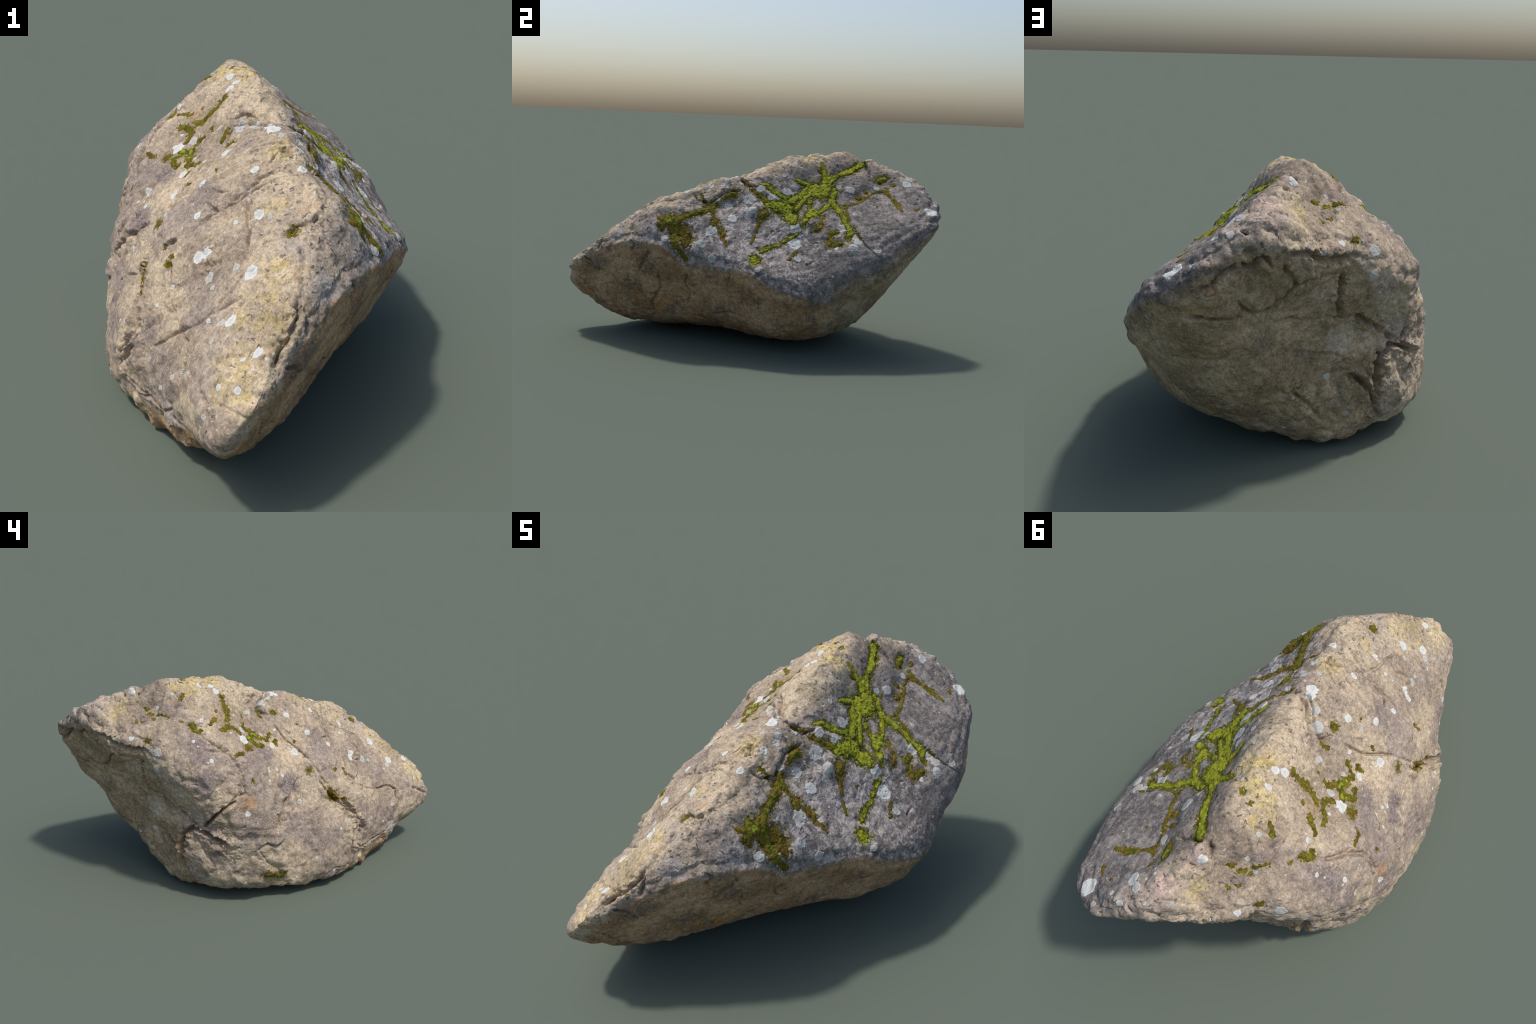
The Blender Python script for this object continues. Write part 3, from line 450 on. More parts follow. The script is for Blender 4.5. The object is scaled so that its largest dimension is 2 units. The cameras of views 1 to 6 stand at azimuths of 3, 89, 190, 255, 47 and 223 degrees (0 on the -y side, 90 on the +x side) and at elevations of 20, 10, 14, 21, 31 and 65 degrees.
# lichen rosettes: (crust, centre, radius)
LICHEN = [
    ("white", (0.049, -0.085, 0.867), 0.017),
    ("grey", (0.132, -0.141, 0.858), 0.013),
    ("grey", (0.138, -0.061, 0.841), 0.012),
    ("grey", (0.169, 0.041, 0.821), 0.019),
    ("grey", (0.212, -0.012, 0.769), 0.028),
    ("grey", (0.197, 0.103, 0.783), 0.019),
    ("grey", (0.162, 0.181, 0.812), 0.021),
    ("grey", (0.130, 0.224, 0.828), 0.011),
    ("grey", (0.102, 0.455, 0.843), 0.014),
    ("grey", (0.105, 0.514, 0.829), 0.021),
    ("grey", (0.068, 0.658, 0.839), 0.016),
    ("white", (0.180, 0.937, 0.734), 0.030),
    ("white", (0.035, 0.826, 0.863), 0.021),
    ("grey", (0.007, 0.840, 0.884), 0.017),
    ("grey", (0.311, 0.464, 0.655), 0.022),
    ("grey", (0.354, 0.523, 0.615), 0.015),
    ("grey", (0.382, 0.543, 0.596), 0.023),
    ("grey", (0.401, 0.637, 0.559), 0.016),
    ("grey", (0.416, 0.513, 0.570), 0.021),
    ("white", (0.402, 0.431, 0.562), 0.010),
    ("grey", (0.319, 0.221, 0.642), 0.026),
    ("white", (0.371, 0.222, 0.571), 0.030),
    ("grey", (0.437, 0.236, 0.504), 0.015),
    ("white", (0.280, -0.100, 0.674), 0.022),
    ("grey", (0.221, -0.120, 0.725), 0.020),
    ("grey", (0.279, -0.025, 0.686), 0.012),
    ("grey", (0.271, 0.001, 0.724), 0.020),
    ("grey", (0.323, -0.195, 0.614), 0.025),
    ("grey", (0.194, -0.178, 0.757), 0.013),
    ("grey", (0.343, -0.012, 0.597), 0.011),
    ("grey", (0.104, 0.161, 0.890), 0.010),
    ("grey", (0.308, 0.354, 0.652), 0.009),
    ("white", (0.071, 0.903, 0.832), 0.007),
    ("white", (-0.012, 0.760, 0.916), 0.005),
    ("white", (-0.006, 0.804, 0.901), 0.005),
    ("white", (-0.109, 0.323, 0.978), 0.013),
    ("white", (0.011, -0.295, 0.777), 0.013),
    ("white", (0.155, -0.343, 0.792), 0.014),
    ("grey", (0.225, -0.330, 0.734), 0.009),
    ("grey", (0.387, -0.245, 0.553), 0.019),
    ("grey", (0.429, -0.187, 0.491), 0.019),
    ("grey", (0.502, 0.039, 0.455), 0.012),
    ("grey", (0.366, -0.434, 0.569), 0.018),
    ("white", (0.146, -0.221, 0.824), 0.014),
    ("grey", (0.143, -0.155, 0.832), 0.013),
    ("grey", (0.087, -0.179, 0.862), 0.009),
    ("white", (0.063, -0.109, 0.869), 0.020),
    ("grey", (-0.004, -0.049, 0.862), 0.017),
    ("grey", (-0.049, 0.000, 0.854), 0.024),
    ("white", (-0.095, -0.133, 0.796), 0.015),
    ("white", (-0.162, -0.228, 0.718), 0.016),
    ("white", (0.031, -0.468, 0.689), 0.015),
    ("grey", (-0.001, -0.351, 0.730), 0.008),
    ("white", (-0.038, -0.445, 0.655), 0.008),
    ("white", (0.018, -0.642, 0.575), 0.019),
    ("grey", (-0.027, -0.602, 0.577), 0.010),
    ("grey", (-0.105, -0.556, 0.523), 0.016),
    ("grey", (-0.094, -0.596, 0.509), 0.008),
    ("white", (-0.121, -0.481, 0.573), 0.016),
    ("white", (-0.149, -0.470, 0.554), 0.017),
    ("white", (-0.032, -0.745, 0.479), 0.016),
    ("grey", (-0.067, -0.724, 0.467), 0.012),
    ("white", (-0.098, -0.693, 0.455), 0.008),
    ("white", (0.048, -0.870, 0.445), 0.015),
    ("white", (-0.003, -0.936, 0.378), 0.009),
    ("white", (-0.054, -0.897, 0.364), 0.008),
    ("white", (0.008, -0.866, 0.424), 0.007),
    ("grey", (0.062, -0.495, 0.693), 0.008),
    ("white", (-0.165, -0.343, 0.647), 0.012),
    ("white", (-0.229, -0.481, 0.467), 0.007),
    ("white", (-0.170, -0.050, 0.747), 0.008),
    ("white", (-0.262, -0.130, 0.656), 0.017),
    ("white", (-0.249, -0.101, 0.675), 0.007),
    ("white", (-0.250, -0.018, 0.692), 0.014),
    ("grey", (-0.208, 0.034, 0.739), 0.009),
    ("grey", (-0.132, 0.083, 0.834), 0.012),
    ("white", (-0.082, 0.256, 0.965), 0.014),
    ("white", (-0.105, 0.235, 0.942), 0.015),
    ("grey", (-0.143, -0.154, 0.738), 0.008),
    ("grey", (-0.171, -0.737, 0.323), 0.009),
    ("grey", (-0.285, -0.200, 0.606), 0.007),
    ("white", (-0.277, -0.480, 0.407), 0.006),
    ("grey", (0.334, -0.210, 0.604), 0.020),
    ("white", (-0.289, 0.139, 0.751), 0.021),
    ("white", (-0.303, 0.348, 0.866), 0.011),
    ("white", (-0.280, 0.202, 0.787), 0.006),
    ("white", (-0.385, 0.031, 0.619), 0.013),
    ("white", (-0.385, -0.034, 0.587), 0.008),
    ("white", (-0.374, -0.002, 0.612), 0.006),
    ("white", (-0.425, 0.037, 0.585), 0.006),
    ("white", (-0.397, 0.403, 0.800), 0.007),
    ("white", (-0.415, 0.387, 0.779), 0.004),
    ("white", (-0.469, 0.331, 0.724), 0.009),
    ("white", (-0.529, 0.174, 0.468), 0.012),
    ("grey", (-0.375, 0.566, 0.750), 0.019),
    ("grey", (-0.374, 0.576, 0.667), 0.013),
    ("grey", (-0.231, 0.133, 0.778), 0.016),
    ("grey", (-0.246, 0.544, 0.869), 0.007),
    ("grey", (-0.197, 0.463, 0.970), 0.009),
    ("white", (-0.025, 0.775, 0.924), 0.005),
    ("white", (-0.111, 0.641, 0.966), 0.015),
    ("grey", (-0.204, 0.538, 0.908), 0.008),
    ("white", (-0.280, 0.676, 0.794), 0.011),
    ("white", (0.058, 0.914, 0.838), 0.005),
    ("grey", (0.120, 0.972, 0.770), 0.011),
    ("grey", (0.019, 0.919, 0.855), 0.012),
    ("grey", (-0.052, 0.865, 0.902), 0.007),
    ("grey", (-0.117, 0.807, 0.887), 0.008),
    ("white", (-0.033, 0.363, 0.996), 0.006),
    ("grey", (-0.082, -0.770, 0.429), 0.007),
    ("white", (-0.392, -0.392, 0.313), 0.007),
    ("grey", (-0.293, -0.553, 0.263), 0.009),
    ("grey", (-0.448, -0.253, 0.319), 0.007),
    ("grey", (-0.251, -0.640, 0.218), 0.008),
    ("grey", (-0.092, -0.924, 0.293), 0.006),
    ("white", (-0.414, -0.110, 0.454), 0.012),
    ("white", (-0.429, -0.334, 0.289), 0.006),
    ("grey", (-0.196, -0.706, 0.287), 0.010),
    ("white", (-0.485, -0.289, 0.087), 0.006),
    ("grey", (-0.299, 0.499, 0.144), 0.009),
    ("grey", (-0.095, 0.577, 0.105), 0.008),
    ("grey", (-0.261, 0.542, 0.235), 0.005),
    ("grey", (-0.233, 0.570, 0.304), 0.013),
    ("grey", (-0.127, 0.631, 0.243), 0.007),
    ("grey", (-0.422, 0.453, 0.229), 0.007),
    ("grey", (-0.227, 0.738, 0.774), 0.010),
]


# ------------------------------------------------------------------ tools
CENTRE = np.array([-0.02, 0.05, 0.50])       # the form is star-shaped around this point
STRETCH = np.array([0.62, 1.0, 0.52])        # proportions of the stone, evens out the mesh


def unit(v):
    return v / np.maximum(np.linalg.norm(v, axis=-1, keepdims=True), 1e-12)


def split_faces(points, faces, extras=()):
    """Cut every triangle in four; extras are per-vertex arrays that go along."""
    e = np.concatenate([faces[:, [0, 1]], faces[:, [1, 2]], faces[:, [2, 0]]])
    e.sort(axis=1)
    key = e[:, 0].astype(np.int64) * len(points) + e[:, 1]
    uniq, inv = np.unique(key, return_inverse=True)
    a, b = uniq // len(points), uniq % len(points)
    n, m = len(points), len(faces)
    mid = inv.reshape(3, m) + n
    grown = [np.concatenate([x, (x[a] + x[b]) / 2]) for x in (points, *extras)]
    f0, f1, f2 = faces.T
    new = np.concatenate([np.stack(t, 1) for t in (
        (f0, mid[0], mid[2]), (f1, mid[1], mid[0]), (f2, mid[2], mid[1]), (mid[0], mid[1], mid[2]))])
    return grown, new


def sphere(levels):
    t = (1 + 5 ** 0.5) / 2
    v = [(s1 * a, s2 * b) for a, b in ((1.0, t),) for s1 in (-1, 1) for s2 in (1, -1)]
    p = np.array([(x, y, 0) for x, y in v] + [(0, x, y) for x, y in v] + [(y, 0, x) for x, y in v])
    p = unit(p)
    edge = min(np.linalg.norm(p[0] - p[i]) for i in range(1, 12)) * 1.01
    near = np.linalg.norm(p[:, None] - p[None], axis=2) < edge
    f = [(i, j, k) for i in range(12) for j in range(i + 1, 12) for k in range(j + 1, 12)
         if near[i, j] and near[j, k] and near[i, k]]
    f = np.array([(i, j, k) if np.dot(np.cross(p[j] - p[i], p[k] - p[i]), p[i]) > 0 else (i, k, j) for i, j, k in f])
    for _ in range(levels):
        (p,), f = split_faces(p, f)
        p = unit(p)
    return p, f


def normals(points, faces):
    a, b, c = (points[faces[:, i]] for i in range(3))
    fn = np.cross(b - a, c - a)
    out = np.zeros_like(points)
    for i in range(3):
        for k in range(3):
            out[:, k] += np.bincount(faces[:, i], fn[:, k], len(points))
    return unit(out)


TABLE = np.random.default_rng(11).permutation(256)
TABLE = np.concatenate([TABLE, TABLE, TABLE])
GRADS = unit(np.random.default_rng(12).normal(size=(256, 3)))


def perlin(p):
    i = np.floor(p).astype(np.int64)
    f = p - i
    i &= 255
    u = f * f * f * (f * (f * 6 - 15) + 10)
    total = 0.0
    for dx in (0, 1):
        for dy in (0, 1):
            for dz in (0, 1):
                h = TABLE[TABLE[TABLE[i[:, 0] + dx] + i[:, 1] + dy] + i[:, 2] + dz]
                g = GRADS[h]
                d = (g[:, 0] * (f[:, 0] - dx) + g[:, 1] * (f[:, 1] - dy) + g[:, 2] * (f[:, 2] - dz))
                w = ((u[:, 0] if dx else 1 - u[:, 0]) * (u[:, 1] if dy else 1 - u[:, 1]) * (u[:, 2] if dz else 1 - u[:, 2]))
                total = total + d * w
    return total * 1.6


def noise(p, scale, octaves=1, seed=0.0):
    out, amp = 0.0, 1.0
    for k in range(octaves):
        out = out + amp * perlin(p * scale * 2 ** k + seed + 17.3 * k)
        amp *= 0.5
    return out


def smooth(x):
    x = np.clip(x, 0, 1)
    return x * x * (3 - 2 * x)


def nearest_on_line(points, line, reach):
    """Distance to a polyline and the place along it, only for points within reach."""
    line = np.asarray(line, float)
    lo, hi = line[:, :3].min(0) - reach, line[:, :3].max(0) + reach
    idx = np.flatnonzero(((points > lo) & (points < hi)).all(1))
    best = np.full(len(idx), 1e9)
    extra = np.zeros((len(idx), line.shape[1] - 3))
    along = np.zeros(len(idx))
    q = points[idx]
    if len(line) == 1:
        return idx, np.linalg.norm(q - line[0, :3], axis=1), np.repeat(line[:1, 3:], len(idx), 0), along
    for k in range(len(line) - 1):
        a, b = line[k], line[k + 1]
        ab = b[:3] - a[:3]
        t = np.clip(((q - a[:3]) @ ab) / max(ab @ ab, 1e-12), 0, 1)
        d = np.linalg.norm(q - (a[:3] + t[:, None] * ab), axis=1)
        if line.shape[1] > 3:
            score = d / (a[3] + t * (b[3] - a[3]))
            old = np.where(best < 1e8, best / np.maximum(extra[:, 0], 1e-6), 1e9)
            m = score < old
        else:
            m = d < best
        best[m] = d[m]
        along[m] = (k + t[m]) / (len(line) - 1)
        extra[m] = (a[3:] + t[:, None] * (b[3:] - a[3:]))[m]
    return idx, best, extra, along


def make_mesh(name, points, faces, material, parent, origin=(0, 0, 0), scale=1.0, slots=None):
    me = bpy.data.meshes.new(name)
    pts = (points - np.asarray(origin)) / scale
    me.vertices.add(len(pts))
    me.vertices.foreach_set("co", pts.astype(np.float32).ravel())
    me.loops.add(faces.size)
    me.loops.foreach_set("vertex_index", faces.astype(np.int32).ravel())
    me.polygons.add(len(faces))
    me.polygons.foreach_set("loop_start", np.arange(0, faces.size, 3, dtype=np.int32))
    me.polygons.foreach_set("use_smooth", np.ones(len(faces), bool))
    for m in (material if isinstance(material, list) else [material]):
        me.materials.append(m)
    if slots is not None:
        me.polygons.foreach_set("material_index", slots.astype(np.int32))
    me.update(calc_edges=True)
    ob = bpy.data.objects.new(name, me)
    ob.location, ob.scale = origin, (scale,) * 3
    bpy.context.scene.collection.objects.link(ob)
    ob.parent = parent
    return ob


def take(mask_vertex, faces):
    """Faces touching the mask, renumbered; returns old vertex numbers and new faces."""
    f = faces[mask_vertex[faces].any(1)]
    used, inv = np.unique(f, return_inverse=True)
    return used, inv.reshape(-1, 3)


# ------------------------------------------------------------------ materials
class Nodes:
    def __init__(self, name):
        self.mat = bpy.data.materials.new(name)
        self.mat.use_nodes = True
        self.t = self.mat.node_tree
        self.bsdf = self.t.nodes["Principled BSDF"]
        self.coord = self.t.nodes.new("ShaderNodeTexCoord").outputs["Object"]

    def put(self, socket, value):
        if hasattr(value, "is_output"):
            self.t.links.new(value, socket)
        elif isinstance(value, tuple) and len(value) == 3 and socket.type == "RGBA":
            socket.default_value = (*value, 1)
        else:
            socket.default_value = value

    def node(self, kind, out=0, **inputs):
        n = self.t.nodes.new(kind)
        for k, v in inputs.items():
            if k.startswith("_"):
                setattr(n, k[1:], v)
        for k, v in inputs.items():
            if not k.startswith("_"):
                self.put(n.inputs[int(k[1:])] if k[0] == "i" and k[1:].isdigit() else n.inputs[k], v)
        return n.outputs[out]

    def math(self, op, a, b=0.0, clamp=False):
        return self.node("ShaderNodeMath", _operation=op, _use_clamp=clamp, i0=a, i1=b)

    def noise(self, scale, detail=3.0, rough=0.55, warp=0.0, offset=(0, 0, 0), squash=(1, 1, 1)):
        v = self.node("ShaderNodeMapping", Vector=self.coord, Location=offset, Scale=squash)
        return self.node("ShaderNodeTexNoise", Vector=v, Scale=scale, Detail=detail, Roughness=rough, Distortion=warp)

    def ramp(self, x, lo, hi, smoothly=True):
        n = self.t.nodes.new("ShaderNodeMapRange")
        n.interpolation_type = "SMOOTHSTEP" if smoothly else "LINEAR"
        for k, v in (("Value", x), ("From Min", lo), ("From Max", hi)):
            self.put(n.inputs[k], v)
        return n.outputs[0]

    def mix(self, fac, a, b, blend="MIX"):
        n = self.t.nodes.new("ShaderNodeMix")
        n.data_type, n.blend_type = "RGBA", blend
        self.put(n.inputs[0], fac)
        self.put(n.inputs[6], a)
        self.put(n.inputs[7], b)
        return n.outputs[2]

    def curve(self, x, lo, hi, points, vlo, vhi):
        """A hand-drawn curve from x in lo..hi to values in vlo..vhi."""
        n = self.t.nodes.new("ShaderNodeFloatCurve")
        c = n.mapping.curves[0]
        pts = [((px - lo) / (hi - lo), (py - vlo) / (vhi - vlo)) for px, py in points]
        while len(c.points) < len(pts):
            c.points.new(0.5, 0.5)
        for p, (px, py) in zip(c.points, pts):
            p.location, p.handle_type = (px, py), "AUTO"
        n.mapping.update()
        self.put(n.inputs["Value"], self.ramp(x, lo, hi, False))
        return self.math("ADD", self.math("MULTIPLY", n.outputs[0], vhi - vlo), vlo)

    def spots(self, scale, size, keep, jitter=1.0, offset=(0, 0, 0), soft=0.12):
        """Round spots: Voronoi cells, of which a share is kept."""
        v = self.node("ShaderNodeMapping", Vector=self.coord, Location=offset)
        wob = self.node("ShaderNodeTexNoise", 1, Vector=v, Scale=scale * 2.5, Detail=2.0)
        v2 = self.node("ShaderNodeVectorMath", _operation="MULTIPLY_ADD", i0=wob, i1=(0.35 / scale,) * 3, i2=v)
        n = self.t.nodes.new("ShaderNodeTexVoronoi")
        self.put(n.inputs["Vector"], v2)
        n.inputs["Scale"].default_value = scale
        n.inputs["Randomness"].default_value = jitter
        inside = self.ramp(n.outputs["Distance"], size + soft, size - soft)
        pick = self.node("ShaderNodeSeparateColor", 0, Color=n.outputs["Color"])
        return self.math("MULTIPLY", inside, self.math("LESS_THAN", pick, keep))


def stone_material():
    s = Nodes("weathered_stone")
    x, y, z = (s.node("ShaderNodeSeparateXYZ", k, Vector=s.coord) for k in range(3))
    wander = s.math("MULTIPLY", s.math("SUBTRACT", s.noise(9, 4), 0.5), 0.16)
    fray = s.math("MULTIPLY", s.math("SUBTRACT", s.noise(45, 3), 0.5), 0.08)
    jitter = s.math("ADD", wander, fray)

    # where the sides lie, by position: the crest line, the rim of the grey face, the
    # edge where the west side turns under, and the lip over the north overhang
    fine = s.math("MULTIPLY", jitter, 0.5)
    crest = s.curve(y, -1, 1, CREST_X, -0.5, 0.7)
    east = s.ramp(s.math("ADD", s.math("SUBTRACT", x, crest), jitter), -0.03, 0.15)
    rx, rz = s.curve(y, -1, 1, RIM_X, -0.5, 0.7), s.curve(y, -1, 1, RIM_Z, 0, 1)
    bx, bz = s.curve(y, -1, 1, TURN_X, -0.5, 0.7), s.curve(y, -1, 1, TURN_Z, 0, 1)
    chord = s.math("SUBTRACT", s.math("MULTIPLY", s.math("SUBTRACT", x, bx), s.math("SUBTRACT", rz, bz)),
                   s.math("MULTIPLY", s.math("SUBTRACT", z, bz), s.math("SUBTRACT", rx, bx)))
    chord = s.math("DIVIDE", chord, s.math("ADD", s.math("ABSOLUTE", s.math("SUBTRACT", rx, bx)), 0.1))
    low = s.math("MULTIPLY", s.ramp(s.math("ADD", chord, fine), -0.008, 0.022), s.ramp(y, 0.52, 0.44))
    lip = s.curve(x, -0.6, 0.6, LIP_Z, 0, 1)
    back = s.math("MULTIPLY", s.ramp(s.math("ADD", s.math("SUBTRACT", lip, z), fine), -0.01, 0.03),
                  s.ramp(s.math("ADD", s.math("SUBTRACT", y, s.curve(x, -0.6, 0.6, BACK_Y, 0, 1)), jitter), -0.02, 0.04))
    raw = s.math("MAXIMUM", low, back)

    def zone(kind):
        """How strongly a kind of colour patch covers a place, with frayed borders."""
        total = None
        for name, place, radius, strength in PATCHES:
            if name != kind:
                continue
            d = s.node("ShaderNodeVectorMath", 1, _operation="DISTANCE", i0=s.coord, i1=place)
            v = s.math("MULTIPLY", s.ramp(s.math("ADD", d, zone_fray), radius * 1.25, radius * 0.35), strength)
            total = v if total is None else s.math("MAXIMUM", total, v)
        return total
    zone_fray = s.math("ADD", s.math("MULTIPLY", s.math("SUBTRACT", s.noise(14, 5, 0.65, offset=(1, 5, 2)), 0.5), 0.16), s.math("MULTIPLY", s.math("SUBTRACT", s.noise(60, 3, 0.6), 0.5), 0.05))

    moss_fray = s.math("MULTIPLY", s.math("SUBTRACT", s.noise(55, 4, 0.65, offset=(5, 1, 8)), 0.5), 0.05)
    # warm weathered stone
    tan = s.mix(s.ramp(s.noise(5, 6, 0.65), 0.36, 0.64), (0.292, 0.235, 0.176), (0.490, 0.402, 0.284))
    tan = s.mix(s.math("MULTIPLY", s.ramp(s.noise(3.3, 6, 0.65, offset=(3, 1, 7)), 0.48, 0.64), 0.6), tan, (0.290, 0.245, 0.222))
    tan = s.mix(zone("mauve"), tan, (0.205, 0.168, 0.160))
    tan = s.mix(zone("cream"), tan, (0.560, 0.462, 0.320))
    tan = s.mix(s.math("MULTIPLY", zone("yellow"), s.ramp(s.noise(18, 5, 0.7, offset=(9, 4, 2)), 0.36, 0.62)), tan, (0.540, 0.430, 0.150))
    tan = s.mix(zone("pale_grey"), tan, (0.345, 0.315, 0.300))
    tan = s.mix(s.math("MULTIPLY", s.ramp(s.noise(6, 4, offset=(5, 5, 1)), 0.64, 0.74), 0.4), tan, (0.380, 0.220, 0.110))
    # grey face with a mottled crust
    grey = s.mix(s.ramp(s.noise(4, 5, 0.65, offset=(1, 8, 3)), 0.4, 0.62), (0.170, 0.151, 0.139), (0.266, 0.237, 0.214))
    mottle = s.ramp(s.noise(27, 5, 0.68, 0.3, offset=(2, 2, 2)), 0.48, 0.55)
    where = s.ramp(s.math("ADD", y, s.math("MULTIPLY", wander, 2)), 0.46, 0.26)
    grey = s.mix(s.math("MULTIPLY", mottle, s.math("MAXIMUM", s.math("MULTIPLY", where, 0.9), 0.25)), grey, (0.480, 0.430, 0.396))
    grey = s.mix(s.math("MULTIPLY", s.ramp(s.noise(24, 3, offset=(7, 0, 4)), 0.57, 0.66), 0.7), grey, (0.098, 0.089, 0.085))
    # broken underside
    brown = s.mix(s.ramp(s.noise(6, 6, 0.65, offset=(4, 9, 9)), 0.38, 0.62), (0.290, 0.184, 0.096), (0.460, 0.312, 0.182))
    brown = s.mix(s.math("MULTIPLY", s.ramp(s.noise(5, 5, 0.6, offset=(0, 3, 5)), 0.60, 0.72), 0.35), brown, (0.400, 0.215, 0.095))
    brown = s.mix(s.math("MULTIPLY", s.ramp(s.noise(8, 6, 0.68, offset=(6, 3, 5)), 0.52, 0.64), 0.75), brown, (0.150, 0.122, 0.088))
    khaki = s.mix(s.ramp(s.noise(7, 6, 0.65, offset=(2, 4, 9)), 0.38, 0.62), (0.285, 0.214, 0.128), (0.450, 0.350, 0.225))
    khaki = s.mix(s.math("MULTIPLY", s.ramp(s.noise(9, 5, 0.65, offset=(6, 8, 5)), 0.54, 0.68), 0.55), khaki, (0.175, 0.150, 0.112))
    brown = s.mix(back, brown, khaki)
    brown = s.mix(zone("chalk"), brown, (0.460, 0.405, 0.315))

    col = s.mix(east, tan, grey)
    col = s.mix(raw, col, brown)
    col = s.mix(zone("pink"), col, (0.480, 0.370, 0.310))
    col = s.mix(s.math("MULTIPLY", zone("rust"), s.ramp(s.noise(16, 5, 0.7, offset=(7, 7, 3)), 0.36, 0.60)), col, (0.460, 0.235, 0.080))
    col = s.mix(zone("sand"), col, (0.560, 0.450, 0.270))
    col = s.mix(s.math("MULTIPLY", zone("slate"), s.ramp(s.noise(26, 5, 0.7, offset=(3, 9, 4)), 0.36, 0.58)), col, (0.134, 0.121, 0.110))
    # green and brown stain that spreads from the moss into the stone
    col = s.mix(zone("olive_stain"), col, (0.170, 0.150, 0.060))
    damp = None
    for tint, line in MOSS:
        for place in line[::2]:
            if place[3] < 0.0115:
                continue
            d = s.node("ShaderNodeVectorMath", 1, _operation="DISTANCE", i0=s.coord, i1=place[:3])
            v = s.ramp(s.math("ADD", d, moss_fray), place[3] * 2.6 + 0.008, place[3] * 0.9)
            damp = v if damp is None else s.math("MAXIMUM", damp, v)
    col = s.mix(s.math("MULTIPLY", damp, s.ramp(s.noise(70, 4, 0.65, offset=(2, 8, 5)), 0.36, 0.60)), col, (0.125, 0.125, 0.028))
    # grain, grit and dark specks
    col = s.mix(0.6, col, s.mix(s.ramp(s.noise(48, 5, 0.72, offset=(6, 6, 2)), 0.34, 0.62), (0.46, 0.44, 0.43), (1.14, 1.12, 1.10)), "MULTIPLY")
    col = s.mix(0.75, col, s.mix(s.ramp(s.noise(120, 4, 0.7), 0.3, 0.7, False), (0.42, 0.40, 0.40), (1.0, 1.0, 1.0)), "MULTIPLY")
    col = s.mix(0.5, col, s.mix(s.ramp(s.noise(300, 2, 0.6), 0.25, 0.75, False), (0.6, 0.6, 0.6), (1.0, 1.0, 1.0)), "MULTIPLY")
    col = s.mix(1.0, col, (1.50, 1.50, 1.50), "MULTIPLY")
    speck_zone = s.math("MULTIPLY", s.ramp(s.math("ADD", s.math("SUBTRACT", x, crest), s.math("MULTIPLY", wander, 2)), -0.36, -0.06), s.math("SUBTRACT", 1.0, s.math("MAXIMUM", raw, s.math("MULTIPLY", s.ramp(s.math("SUBTRACT", x, crest), 0.08, 0.22), 0.7))))
    blots = s.math("MAXIMUM", s.ramp(s.noise(52, 2, 0.5, 0.6, offset=(8, 2, 6)), 0.635, 0.675), s.math("MULTIPLY", s.spots(34, 0.22, 0.35), 0.8))
    specks = s.math("MULTIPLY", blots, s.math("MAXIMUM", speck_zone, 0.10))
    col = s.mix(s.math("MULTIPLY", specks, 0.82), col, (0.060, 0.055, 0.055))
    tiny = s.math("MULTIPLY", s.ramp(s.noise(150, 2, 0.6, offset=(4, 4, 4)), 0.60, 0.68), s.math("MAXIMUM", speck_zone, 0.6))
    col = s.mix(s.math("MULTIPLY", tiny, 0.6), col, (0.070, 0.062, 0.060))
    col = s.mix(s.math("MULTIPLY", s.ramp(s.noise(125, 2, 0.6, offset=(9, 9, 1)), 0.61, 0.70), 0.45), col, (0.620, 0.580, 0.510))
    # small pale lichen dots
    dots = s.math("MULTIPLY", s.spots(28, 0.14, 0.20, offset=(2, 6, 1), soft=0.05), s.math("SUBTRACT", 1.0, s.math("MULTIPLY", raw, 0.8)))
    col = s.mix(s.math("MULTIPLY", dots, 0.8), col, (0.560, 0.540, 0.510))
    s.put(s.bsdf.inputs["Base Color"], col)
    s.put(s.bsdf.inputs["Roughness"], 0.9)
    s.put(s.bsdf.inputs["Specular IOR Level"], 0.2)
    grain = s.math("ADD", s.math("MULTIPLY", s.noise(130, 4, 0.65), 1.0), s.math("MULTIPLY", s.noise(420, 2), 0.35))
    bump = s.node("ShaderNodeBump", Strength=0.32, Distance=0.004, Height=grain)
    s.put(s.bsdf.inputs["Normal"], bump)
    return s.mat


def moss_material(name, deep, mid, tip):
    s = Nodes(name)
    col = s.mix(s.ramp(s.noise(28, 4, 0.6), 0.32, 0.66), deep, mid)
    col = s.mix(s.math("MULTIPLY", s.ramp(s.noise(75, 4, 0.65, offset=(3, 3, 3)), 0.42, 0.70), 0.75), col, tip)
    col = s.mix(s.math("MULTIPLY", s.ramp(s.noise(16, 3, offset=(8, 1, 2)), 0.60, 0.75), 0.5), col, (0.190, 0.130, 0.020))
    s.put(s.bsdf.inputs["Base Color"], col)
    s.put(s.bsdf.inputs["Roughness"], 0.95)
    s.put(s.bsdf.inputs["Specular IOR Level"], 0.15)
    s.put(s.bsdf.inputs["Sheen Weight"], 0.15)
    s.put(s.bsdf.inputs["Sheen Tint"], tip)
    h = s.math("ADD", s.noise(160, 4, 0.7), s.math("MULTIPLY", s.noise(380, 2), 0.5))
    s.put(s.bsdf.inputs["Normal"], s.node("ShaderNodeBump", Strength=0.9, Distance=0.008, Height=h))
    return s.mat


